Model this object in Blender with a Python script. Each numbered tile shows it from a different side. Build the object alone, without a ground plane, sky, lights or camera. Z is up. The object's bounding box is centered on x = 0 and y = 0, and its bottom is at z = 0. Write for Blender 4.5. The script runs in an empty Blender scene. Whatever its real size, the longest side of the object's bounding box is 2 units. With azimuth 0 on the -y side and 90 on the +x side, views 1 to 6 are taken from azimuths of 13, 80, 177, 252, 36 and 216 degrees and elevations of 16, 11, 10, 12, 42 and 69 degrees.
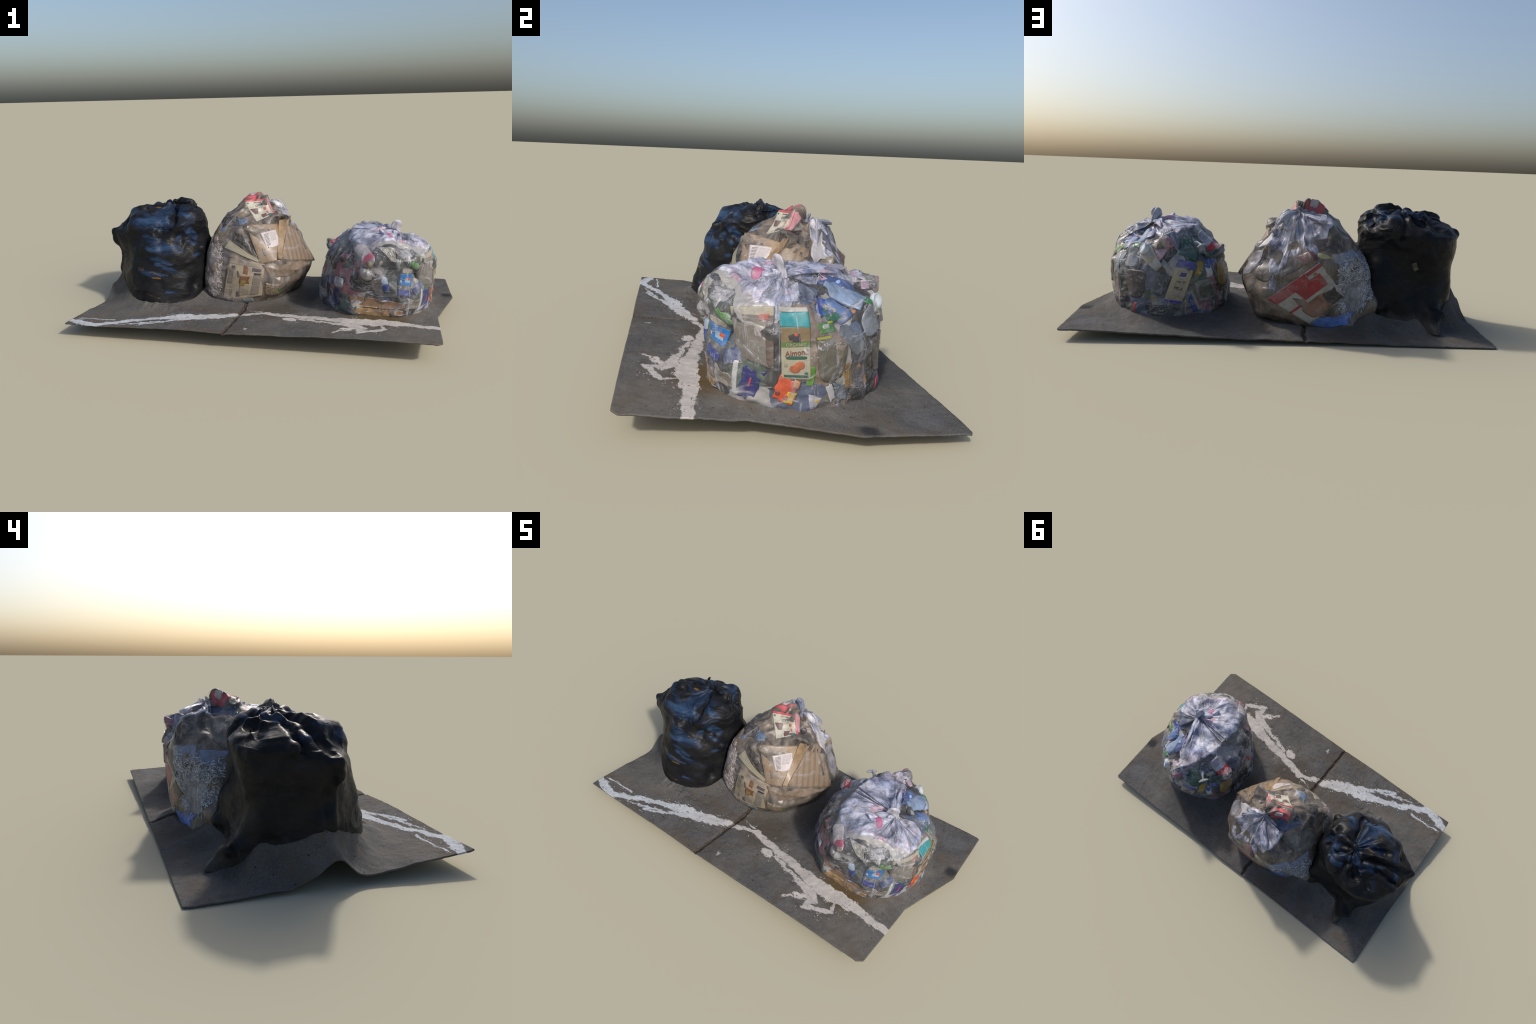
import bpy, math, random
import numpy as np
from mathutils import Vector, Matrix, noise
from mathutils.bvhtree import BVHTree

random.seed(7)
rng = np.random.default_rng(7)
TAU = 2 * math.pi

# ------------------------------------------------------------------ helpers
def catmull(a, m, closed):
    """resample the rows of a to m rows with a Catmull-Rom spline"""
    n = len(a)
    t = np.linspace(0, n, m, endpoint=False) if closed else np.linspace(0, n - 1, m)
    i = np.floor(t).astype(int)
    if not closed:
        i = np.minimum(i, n - 2)
    f = (t - i).reshape((-1,) + (1,) * (a.ndim - 1))
    g = (lambda k: a[k % n]) if closed else (lambda k: a[np.clip(k, 0, n - 1)])
    p0, p1, p2, p3 = g(i - 1), g(i), g(i + 1), g(i + 2)
    return 0.5 * (2 * p1 + (p2 - p0) * f + (2 * p0 - 5 * p1 + 4 * p2 - p3) * f ** 2
                  + (3 * p1 - p0 - 3 * p2 + p3) * f ** 3)


def grid_normals(P):
    dt = np.roll(P, -1, 1) - np.roll(P, 1, 1)
    ds = np.gradient(P, axis=0)
    n = np.cross(dt, ds)
    return n / (np.linalg.norm(n, axis=2, keepdims=True) + 1e-9)


def fbm(P, scale, octaves=3, seed=0.0, stretch=(1, 1, 1)):
    q = P.reshape(-1, 3) * scale * np.array(stretch) + seed
    out = np.array([noise.fractal(Vector(v), 1.0, 2.0, octaves) for v in q])
    return out.reshape(P.shape[:-1])


def ridge(P, scale, seed=0.0, stretch=(1, 1, 1)):
    """sharp creases: 1 on the crease, 0 away from it"""
    q = P.reshape(-1, 3) * scale * np.array(stretch) + seed
    out = np.array([1 - min(1.0, abs(noise.noise(Vector(v))) * 3.2) for v in q])
    return out.reshape(P.shape[:-1])


def cells(P, scale, seed=0.0):
    """lumps of things pressing on the film: 0 in a valley, 1 on a lump"""
    q = P.reshape(-1, 3) * scale + seed
    out = np.empty(len(q))
    for k, v in enumerate(q):
        d = noise.voronoi(Vector(v))[0]
        out[k] = min(1.0, (d[1] - d[0]) * 1.6)
    return out.reshape(P.shape[:-1])


def smooth(a, b, x):
    t = np.clip((x - a) / (b - a), 0, 1)
    return t * t * (3 - 2 * t)


def bumps(P, N, table):
    """local pushes (x, y, z, radius, height) along the surface normal"""
    for x, y, z, r, h in table:
        d2 = ((P - np.array((x, y, z))) ** 2).sum(2)
        P = P + N * (h * np.exp(-d2 / (r * r)))[..., None]
    return P


def anchors(P, table, radius=.055):
    """pull the film so that it passes through points known to lie on it"""
    for a in table:
        a = np.array(a)
        d2 = ((P - a) ** 2).sum(2)
        k = np.unravel_index(d2.argmin(), d2.shape)
        c = P[k].copy()
        P = P + (a - c) * np.exp(-((P - c) ** 2).sum(2) / radius ** 2)[..., None]
    return P


def pleats(P, knot, reach, amp, count, seed):
    """radial gathers of film running into the knot"""
    d = P - np.array(knot)
    rho = np.hypot(d[..., 0], d[..., 1])
    th = np.arctan2(d[..., 1], d[..., 0])
    r = np.random.default_rng(seed)
    w = np.zeros_like(rho)
    for k in range(count):
        a, wd = r.uniform(-math.pi, math.pi), r.uniform(0.09, 0.22)
        l, s = r.uniform(0.55, 1.0) * reach, r.uniform(0.4, 1.0)
        bend = r.uniform(-1.2, 1.2) * rho / reach
        dd = (th - a - bend + math.pi) % TAU - math.pi
        w = w + s * np.exp(-(dd / wd) ** 2) * np.exp(-(rho / l) ** 4)
    w = w - 0.45
    fade = smooth(0.0, 0.035, rho) * (P[..., 2] > knot[2] - 0.22)
    return w * amp * fade


def mesh_object(name, verts, faces, mat=None, smooth_shade=True):
    me = bpy.data.meshes.new(name)
    me.from_pydata([tuple(v) for v in verts], [], faces)
    me.update()
    if smooth_shade:
        me.polygons.foreach_set("use_smooth", [True] * len(me.polygons))
    ob = bpy.data.objects.new(name, me)
    bpy.context.scene.collection.objects.link(ob)
    if mat:
        me.materials.append(mat)
    return ob


def tube_faces(ns, nt):
    f = []
    for i in range(ns - 1):
        for j in range(nt):
            k = (j + 1) % nt
            f.append((i * nt + j, i * nt + k, (i + 1) * nt + k, (i + 1) * nt + j))
    return f


def loft(table, ns, nt):
    """rings (cx, cy, z, radii at even angles) -> smooth grid of points"""
    rings = []
    for cx, cy, z, radii in table:
        t = np.arange(len(radii)) * TAU / len(radii)
        r = np.array(radii)
        rings.append(np.stack([cx + r * np.cos(t), cy + r * np.sin(t), np.full(len(r), z)], 1))
    R = np.array(rings)
    R = catmull(R.swapaxes(0, 1), nt, True).swapaxes(0, 1)
    return catmull(R, ns, False)


def parent(child, thing):
    child.parent = thing
    child.matrix_parent_inverse = thing.matrix_world.inverted()


def bag_mesh(name, P, mat):
    ns, nt = P.shape[:2]
    v = P.reshape(-1, 3)
    f = tube_faces(ns, nt)
    f.append(tuple(reversed(range(nt))))
    f.append(tuple((ns - 1) * nt + j for j in range(nt)))
    return mesh_object(name, v, f, mat)


# ------------------------------------------------------------------ cross-sections
BX, BY = -0.67, 0.06
BLACK = [
    (BX, BY, 0.02, (.28, .30, .33, .26, .26, .28, .27, .26, .28, .28, .27, .29, .335, .345, .33, .30)),
    (BX, BY, 0.08, (.275, .295, .33, .255, .245, .265, .255, .255, .27, .265, .255, .28, .32, .33, .315, .288)),
    (BX, BY, 0.14, (.27, .29, .33, .255, .23, .26, .26, .255, .26, .25, .245, .27, .31, .312, .312, .285)),
    (BX, BY, 0.20, (.27, .285, .32, .25, .21, .25, .265, .255, .26, .25, .24, .265, .292, .292, .295, .285)),
    (BX, BY, 0.26, (.27, .28, .305, .24, .21, .24, .26, .25, .26, .245, .235, .255, .275, .275, .275, .28)),
    (BX, BY, 0.32, (.27, .275, .28, .23, .22, .25, .26, .25, .26, .245, .225, .24, .25, .265, .268, .275)),
    (BX, BY, 0.38, (.27, .27, .25, .225, .23, .26, .27, .26, .27, .26, .22, .22, .24, .25, .26, .265)),
    (BX, BY, 0.44, (.255, .265, .245, .245, .245, .265, .27, .26, .275, .265, .22, .20, .215, .23, .245, .245)),
    (BX, BY, 0.48, (.25, .26, .25, .25, .25, .255, .265, .26, .26, .245, .215, .20, .205, .215, .24, .24)),
    (BX, BY, 0.52, (.24, .235, .24, .235, .205, .21, .205, .205, .215, .215, .20, .18, .18, .20, .23, .23)),
    (BX, BY, 0.555, (.22, .215, .22, .20, .16, .155, .145, .15, .15, .165, .155, .13, .12, .135, .18, .20)),
    (BX + .03, BY + .02, 0.577, (.17, .18, .18, .13, .11, .11, .11, .11, .11, .10, .08, .06, .05, .06, .09, .13)),
    (BX + .06, BY + .04, 0.589, (.10, .11, .10, .07, .06, .06, .06, .06, .06, .05, .04, .03, .03, .03, .04, .07)),
    (BX + .07, BY + .05, 0.592, (.004,) * 16),
]
PX, PY = -0.13, 0.19
PAPER = [
    (PX, PY, 0.02, (.16, .18, .18, .20, .22, .25, .27, .28, .26, .26, .29, .29, .28, .24, .20, .18)),
    (PX, PY, 0.08, (.25, .28, .285, .255, .25, .265, .28, .325, .30, .305, .335, .32, .30, .27, .25, .23)),
    (PX, PY, 0.12, (.28, .30, .30, .275, .265, .275, .285, .335, .315, .31, .34, .32, .305, .29, .28, .26)),
    (PX, PY, 0.18, (.305, .31, .305, .285, .275, .28, .287, .33, .315, .31, .345, .315, .305, .315, .31, .30)),
    (PX, PY, 0.24, (.33, .32, .30, .285, .275, .285, .292, .328, .31, .305, .345, .31, .30, .305, .305, .31)),
    (PX, PY, 0.30, (.31, .31, .30, .29, .28, .29, .302, .326, .30, .30, .335, .305, .28, .285, .29, .285)),
    (PX, PY, 0.36, (.28, .285, .265, .26, .27, .295, .31, .30, .28, .285, .315, .278, .268, .253, .243, .248)),
    (PX, PY, 0.42, (.235, .245, .225, .225, .245, .28, .275, .255, .25, .26, .29, .255, .24, .22, .20, .21)),
    (PX, PY, 0.48, (.195, .21, .19, .19, .21, .262, .225, .20, .20, .21, .245, .225, .22, .175, .165, .19)),
    (PX, PY, 0.53, (.145, .165, .15, .145, .17, .21, .17, .15, .16, .175, .195, .14, .135, .115, .125, .155)),
    (PX, PY, 0.57, (.09, .12, .115, .105, .10, .12, .11, .10, .10, .11, .095, .07, .06, .05, .06, .07)),
    (PX, PY, 0.590, (.06, .07, .07, .06, .05, .06, .06, .05, .05, .05, .05, .04, .04, .04, .05, .05)),
    (PX, PY, 0.596, (.004,) * 16),
]
CX, CY = 0.57, 0.06
BOTTLE = [
    (CX, CY, 0.012, (.20, .20, .22, .24, .26, .24, .24, .24, .24, .24, .24, .24, .23, .24, .23, .22)),
    (CX, CY, 0.05, (.29, .285, .29, .30, .315, .295, .30, .29, .295, .295, .295, .295, .29, .29, .295, .285)),
    (CX, CY, 0.09, (.30, .295, .302, .31, .322, .303, .307, .302, .303, .308, .31, .312, .308, .318, .315, .302)),
    (CX, CY, 0.13, (.30, .30, .305, .31, .32, .305, .31, .305, .30, .30, .31, .32, .31, .33, .325, .305)),
    (CX, CY, 0.18, (.30, .30, .30, .31, .325, .31, .32, .31, .30, .305, .31, .32, .315, .34, .33, .315)),
    (CX, CY, 0.24, (.305, .30, .30, .31, .325, .32, .325, .315, .30, .30, .31, .325, .315, .335, .325, .315)),
    (CX, CY, 0.30, (.30, .30, .285, .31, .325, .325, .32, .30, .285, .285, .31, .32, .315, .33, .325, .315)),
    (CX, CY, 0.36, (.287, .272, .265, .30, .315, .31, .265, .285, .26, .265, .305, .315, .315, .335, .335, .315)),
    (CX, CY, 0.40, (.264, .245, .24, .278, .298, .29, .245, .255, .23, .235, .275, .31, .325, .345, .335, .29)),
    (CX, CY, 0.44, (.235, .20, .18, .22, .26, .235, .195, .20, .195, .20, .24, .295, .325, .33, .31, .265)),
    (CX, CY, 0.474, (.16, .14, .13, .16, .18, .17, .15, .14, .14, .15, .19, .25, .31, .29, .20, .16)),
    (CX + .02, CY - .06, 0.486, (.05, .05, .06, .07, .08, .08, .07, .07, .07, .08, .10, .13, .17, .14, .09, .06)),
    (CX + .05, CY - .06, 0.486, (.004,) * 16),
]
# ------------------------------------------------------------------ material helpers
class Nodes:
    """tiny wrapper that writes node trees as expressions"""
    def __init__(self, name):
        self.mat = bpy.data.materials.new(name)
        self.mat.use_nodes = True
        self.t = self.mat.node_tree
        self.bsdf = self.t.nodes["Principled BSDF"]
        self.tc = self.t.nodes.new("ShaderNodeTexCoord")
        self.obj = self.tc.outputs["Object"]

    def put(self, sock, v):
        if isinstance(v, bpy.types.NodeSocket):
            self.t.links.new(v, sock)
        elif isinstance(v, (tuple, list)) and len(v) == 3 and sock.type == "RGBA":
            sock.default_value = (*v, 1)
        else:
            sock.default_value = v

    def math(self, op, a, b=0.0, c=0.0, clamp=False):
        n = self.t.nodes.new("ShaderNodeMath")
        n.operation, n.use_clamp = op, clamp
        for s, v in zip(n.inputs, (a, b, c)):
            self.put(s, v)
        return n.outputs[0]

    def add(self, a, b): return self.math("ADD", a, b)
    def sub(self, a, b): return self.math("SUBTRACT", a, b)
    def mul(self, a, b): return self.math("MULTIPLY", a, b)

    def mapping(self, scale=(1, 1, 1), rot=(0, 0, 0), loc=(0, 0, 0), src=None):
        n = self.t.nodes.new("ShaderNodeMapping")
        self.put(n.inputs["Vector"], src or self.obj)
        n.inputs["Scale"].default_value, n.inputs["Rotation"].default_value, n.inputs["Location"].default_value = scale, rot, loc
        return n.outputs[0]

    def noise(self, scale, detail=3.0, rough=0.55, dist=0.0, src=None, color=False):
        n = self.t.nodes.new("ShaderNodeTexNoise")
        self.put(n.inputs["Vector"], src or self.obj)
        n.inputs["Scale"].default_value, n.inputs["Detail"].default_value = scale, detail
        n.inputs["Roughness"].default_value, n.inputs["Distortion"].default_value = rough, dist
        return n.outputs["Color" if color else "Fac"]

    def voronoi(self, scale, out="Color", feature="F1", src=None, rnd=1.0):
        n = self.t.nodes.new("ShaderNodeTexVoronoi")
        n.feature = feature
        self.put(n.inputs["Vector"], src or self.obj)
        n.inputs["Scale"].default_value, n.inputs["Randomness"].default_value = scale, rnd
        return n.outputs[out]

    def ramp(self, fac, stops, interp="LINEAR"):
        n = self.t.nodes.new("ShaderNodeValToRGB")
        n.color_ramp.interpolation = interp
        e = n.color_ramp.elements
        while len(e) > 1:
            e.remove(e[0])
        for k, (p, c) in enumerate(stops):
            el = e[0] if k == 0 else e.new(p)
            el.position = p
            el.color = (c, c, c, 1) if not isinstance(c, tuple) else (*c, 1)
        self.put(n.inputs[0], fac)
        return n.outputs[0]

    def step(self, v, a, b):
        n = self.t.nodes.new("ShaderNodeMapRange")
        n.interpolation_type = "SMOOTHSTEP"
        self.put(n.inputs["Value"], v)
        n.inputs["From Min"].default_value, n.inputs["From Max"].default_value = a, b
        return n.outputs[0]

    def mix(self, f, a, b, mode="MIX"):
        n = self.t.nodes.new("ShaderNodeMix")
        n.data_type, n.blend_type = "RGBA", mode
        self.put(n.inputs[0], f)
        self.put(n.inputs[6], a)
        self.put(n.inputs[7], b)
        return n.outputs[2]

    def xyz(self, src=None):
        n = self.t.nodes.new("ShaderNodeSeparateXYZ")
        self.put(n.inputs[0], src or self.obj)
        return n.outputs

    def vec(self, op, a, b):
        n = self.t.nodes.new("ShaderNodeVectorMath")
        n.operation = op
        self.put(n.inputs[0], a)
        self.put(n.inputs[1], b)
        return n.outputs["Value" if op in ("DISTANCE", "LENGTH", "DOT_PRODUCT") else "Vector"]

    def bump(self, h, strength=0.3, dist=0.004):
        n = self.t.nodes.new("ShaderNodeBump")
        n.inputs["Strength"].default_value, n.inputs["Distance"].default_value = strength, dist
        self.put(n.inputs["Height"], h)
        self.t.links.new(n.outputs[0], self.bsdf.inputs["Normal"])

    def finish(self, color, rough=0.5, spec=0.4, coat=0.0, coat_rough=0.2, metallic=0.0, sheen=0.0):
        b = self.bsdf.inputs
        self.put(b["Base Color"], color)
        self.put(b["Roughness"], rough)
        b["Specular IOR Level"].default_value = spec
        b["Coat Weight"].default_value, b["Coat Roughness"].default_value = coat, coat_rough
        b["Metallic"].default_value, b["Sheen Weight"].default_value = metallic, sheen
        return self.mat


FILM = (0.40, 0.41, 0.47)


def under_film(n, color, haze=0.35, seed=0.0, smear=0.25):
    """colour of a thing seen through clear film: milky streaks, soft smears"""
    m = n.mapping((5, 9, 4), (0.4, 0.3, 0.7), (seed, seed * .7, 0))
    st = n.noise(1.6, 5, 0.62, 1.2, src=m)
    col = n.mix(n.mul(n.step(st, 0.50, 0.78), haze), color, FILM)
    sm = n.noise(14, 3, 0.6, 0.6)
    col = n.mix(n.mul(n.step(sm, 0.42, 0.70), smear), col, n.mix(0.75, color, (0.03, 0.028, 0.026)))
    return col


LIGHTNESS = [.88]


def plain(name, color, haze=0.3, var=0.25, rough=0.45, coat=0.15, seed=0.0, smear=0.25):
    n = Nodes(name)
    v = n.noise(22, 4, 0.6, 0.4)
    color = tuple(c * LIGHTNESS[0] for c in color)
    dark = tuple(c * (1 - var) for c in color)
    lite = tuple(min(1, c * (1 + var)) for c in color)
    col = n.mix(n.step(v, 0.3, 0.7), dark, lite)
    if haze:
        col = under_film(n, col, haze, seed, smear)
    return n.finish(col, rough, 0.35, coat, 0.25)


def striped(name, base, line, across, freq, amount=0.6, haze=0.25, along=None):
    """print in lines (text blocks, barcodes): axis 0 = lines across u, 1 = across v"""
    base = tuple(c * LIGHTNESS[0] for c in base)
    n = Nodes(name)
    x = n.xyz()
    s = n.math("SINE", n.mul(x[across], freq))
    w = n.noise(60, 2, 0.7, 0.0, src=n.mapping((1, 4, 1) if across else (4, 1, 1)))
    k = n.step(n.add(s, n.mul(n.sub(w, 0.5), 1.6)), 0.1, 0.5)
    col = n.mix(n.mul(k, amount), base, line)
    if haze:
        col = under_film(n, col, haze)
    return n.finish(col, 0.5, 0.3, 0.1, 0.3)


# ------------------------------------------------------------------ pavement material
CRACK = ((-.152, -.56), (-.106, .56))
PAINT = [  # strokes of spilt white paint: x, y, half width
    [(-1.00, -.500, .020), (-.844, -.545, .024), (-.743, -.492, .020), (-.574, -.413, .016), (-.435, -.361, .034), (-.322, -.345, .042),
     (-.232, -.312, .040), (-.154, -.268, .022), (-.070, -.245, .016), (.013, -.226, .018), (.108, -.240, .022),
     (.256, -.276, .024), (.358, -.293, .026), (.478, -.318, .040), (.594, -.318, .046), (.707, -.315, .034), (.800, -.321, .022), (.89, -.325, .018)],
    [(-.966, -.467, .005), (-.772, -.452, .007)],
    [(-.600, -.505, .008), (-.543, -.489, .014), (-.430, -.410, .014), (-.310, -.350, .012)],
    [(-.720, -.523, .006), (-.485, -.452, .010)],
    [(.140, -.300, .026), (.150, -.310, .024)],
    [(.190, -.300, .006), (.341, -.337, .012), (.467, -.375, .028), (.512, -.408, .024), (.500, -.470, .014), (.570, -.440, .018), (.612, -.412, .010), (.601, -.366, .008)],
    [(.376, -.486, .006), (.430, -.440, .018), (.487, -.404, .018)],
    [(-.05, -.478, .010), (-.045, -.468, .010)],
    [(-.110, -.178, .003), (-.032, -.206, .004)],
]


def pavement_material():
    n = Nodes("pavement")
    ob = n.obj
    x = n.xyz()
    nz = n.noise(9, 5, 0.6, 0.5, color=True)
    wob = n.vec("SUBTRACT", nz, (0.5, 0.5, 0.5))
    sc = n.t.nodes.new("ShaderNodeVectorMath")
    sc.operation = "SCALE"
    n.put(sc.inputs[0], wob)
    sc.inputs["Scale"].default_value = 0.05
    p = n.vec("ADD", ob, sc.outputs[0])
    flat = n.vec("MULTIPLY", p, (1, 1, 0))
    # concrete
    big = n.noise(3.2, 4, 0.6, 0.4)
    mid = n.noise(18, 5, 0.65)
    fine = n.noise(160, 3, 0.7)
    col = n.ramp(big, [(0.30, (.054, .053, .053)), (0.50, (.078, .076, .074)), (0.70, (.108, .103, .096))])
    col = n.mix(n.mul(n.step(mid, 0.46, 0.70), 0.60), col, (.050, .047, .043))
    col = n.mix(n.mul(n.step(fine, 0.45, 0.75), 0.5), col, (.175, .168, .155))
    warm = n.noise(5, 4, .6, .8, src=n.mapping(loc=(5, 2, 0)))
    col = n.mix(n.mul(n.step(warm, .47, .64), .65), col, (.082, .066, .051))
    pits = n.voronoi(30, "Distance")
    col = n.mix(n.mul(n.step(pits, 0.16, 0.05), n.step(n.noise(11, 2), 0.40, 0.55)), col, (.020, .018, .017))
    # brown, pale and dark zones, ochre spill by the bottle bag
    def blob(cx, cy, r0, r1):
        return n.step(n.vec("DISTANCE", flat, (cx, cy, 0)), r1, r0)
    col = n.mix(n.mul(blob(.60, -.24, .06, .20), 0.85), col, (.072, .047, .018))
    col = n.mix(n.mul(blob(.74, -.48, .04, .22), 0.45), col, (.120, .104, .086))
    col = n.mix(n.mul(blob(-.80, -.33, .05, .28), 0.35), col, (.118, .112, .100))
    col = n.mix(n.mul(blob(.03, -.17, .06, .20), 0.6), col, (.058, .045, .033))
    col = n.mix(n.mul(blob(.97, .225, .015, .045), 0.85), col, (.018, .018, .020))
    col = n.mix(n.mul(blob(.50, .46, .05, .20), 0.4), col, (.034, .036, .040))  # shadow under the bottle bag's north overhang, painted on the slab
    col = n.mix(n.mul(blob(.90, .44, .03, .10), 0.35), col, (.110, .115, .130))

    # paint strokes
    best = None
    px = n.xyz(flat)
    for line in PAINT:
        for (ax, ay, wa), (bx, by, wb) in zip(line, line[1:]):
            dx, dy = bx - ax, by - ay
            L2 = dx * dx + dy * dy
            h = n.math("MULTIPLY_ADD", px[0], dx / L2, -(ax * dx + ay * dy) / L2)
            h = n.math("MULTIPLY_ADD", px[1], dy / L2, h, clamp=True)
            ex = n.math("MULTIPLY_ADD", h, -dx, n.sub(px[0], ax))
            ey = n.math("MULTIPLY_ADD", h, -dy, n.sub(px[1], ay))
            d = n.math("SQRT", n.add(n.mul(ex, ex), n.mul(ey, ey)))
            d = n.sub(d, n.math("MULTIPLY_ADD", h, (wb - wa) * .97, wa * .97))
            best = d if best is None else n.math("MINIMUM", best, d)
    rag = n.noise(26, 6, 0.68, 1.0, src=n.mapping((.6, 1.3, 1), (0, 0, -.12)))
    edge = n.add(best, n.mul(n.sub(rag, 0.5), 0.055))
    paint = n.step(edge, 0.003, -0.004)
    drops = n.mul(n.mul(n.step(n.voronoi(75, "Distance"), 0.26, 0.18), n.step(n.noise(24, 2, .5), .52, .58)), n.step(best, .055, .012))
    paint = n.math("MAXIMUM", paint, drops)
    holes = n.mul(n.step(n.noise(85, 3, 0.6), 0.60, 0.68), n.step(best, -0.030, -0.006))
    holes2 = n.step(n.noise(30, 3, 0.6, 1.0, src=n.mapping((1, 1, 1), loc=(3, 1, 0))), 0.64, 0.67)
    paint = n.mul(paint, n.sub(1.0, n.math("MAXIMUM", n.mul(holes, 0.9), n.mul(holes2, 0.85))))
    pc = n.mix(n.step(x[0], 0.1, -0.6), (.40, .375, .355), (.40, .425, .455))
    pc = n.mix(n.mul(n.step(mid, 0.4, 0.7), 0.35), pc, (.27, .25, .24))
    col = n.mix(paint, col, pc)
    # dirt in the joint
    (ax, ay), (bx, by) = CRACK
    dxl = (bx - ax) / (by - ay)
    cd = n.math("ABSOLUTE", n.sub(px[0], n.math("MULTIPLY_ADD", px[1], dxl, ax - ay * dxl)))
    cd = n.add(cd, n.mul(n.sub(n.noise(50, 4, 0.7), 0.5), 0.02))
    col = n.mix(n.mul(n.step(cd, 0.018, 0.006), 0.9), col, n.mix(n.step(n.noise(120, 2), .4, .6), (.016, .012, .010), (.060, .046, .036)))
    n.bump(n.add(n.mul(fine, 0.5), mid), 0.35, 0.003)
    return n.finish(col, 0.9, 0.15)


# ------------------------------------------------------------------ bag film materials
SHEEN = [  # blue sky reflections painted on the black film: points and half widths
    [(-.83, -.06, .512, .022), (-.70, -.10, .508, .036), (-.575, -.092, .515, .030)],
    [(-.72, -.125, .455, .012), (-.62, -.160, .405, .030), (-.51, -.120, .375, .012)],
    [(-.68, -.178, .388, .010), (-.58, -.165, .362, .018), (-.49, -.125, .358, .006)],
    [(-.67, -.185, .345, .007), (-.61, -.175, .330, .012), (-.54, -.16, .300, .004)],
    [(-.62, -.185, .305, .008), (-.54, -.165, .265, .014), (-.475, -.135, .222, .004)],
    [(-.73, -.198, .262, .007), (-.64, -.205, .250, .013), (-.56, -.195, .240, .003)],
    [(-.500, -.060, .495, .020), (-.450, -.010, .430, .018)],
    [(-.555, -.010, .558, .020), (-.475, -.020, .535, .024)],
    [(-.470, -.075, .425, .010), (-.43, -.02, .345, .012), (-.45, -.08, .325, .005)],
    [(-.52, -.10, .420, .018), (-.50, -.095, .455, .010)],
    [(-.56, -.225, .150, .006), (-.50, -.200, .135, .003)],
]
OCHRE = [  # orange sun glints drawn as colour strokes on the black bag
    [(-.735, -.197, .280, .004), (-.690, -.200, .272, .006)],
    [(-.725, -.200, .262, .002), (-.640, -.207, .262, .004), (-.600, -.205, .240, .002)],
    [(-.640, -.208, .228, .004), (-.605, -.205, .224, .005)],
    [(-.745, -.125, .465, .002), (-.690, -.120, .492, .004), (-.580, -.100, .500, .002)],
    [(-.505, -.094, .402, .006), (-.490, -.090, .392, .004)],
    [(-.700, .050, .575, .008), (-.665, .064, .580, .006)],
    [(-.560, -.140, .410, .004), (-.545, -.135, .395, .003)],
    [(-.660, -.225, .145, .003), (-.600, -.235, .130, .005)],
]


def stroke_distance(n, src, lines):
    """signed distance to a set of tapered strokes in object space"""
    best = None
    for line in lines:
        for a, b in zip(line, line[1:]):
            A, D = Vector(a[:3]), Vector(b[:3]) - Vector(a[:3])
            rel = n.vec("SUBTRACT", src, tuple(A))
            h = n.math("MULTIPLY", n.vec("DOT_PRODUCT", rel, tuple(D)), 1 / D.length_squared, clamp=True)
            sc = n.t.nodes.new("ShaderNodeVectorMath")
            sc.operation = "SCALE"
            sc.inputs[0].default_value = D
            n.put(sc.inputs["Scale"], h)
            d = n.vec("DISTANCE", rel, sc.outputs[0])
            d = n.sub(d, n.math("MULTIPLY_ADD", h, b[3] - a[3], a[3]))
            best = d if best is None else n.math("MINIMUM", best, d)
    return best


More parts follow.
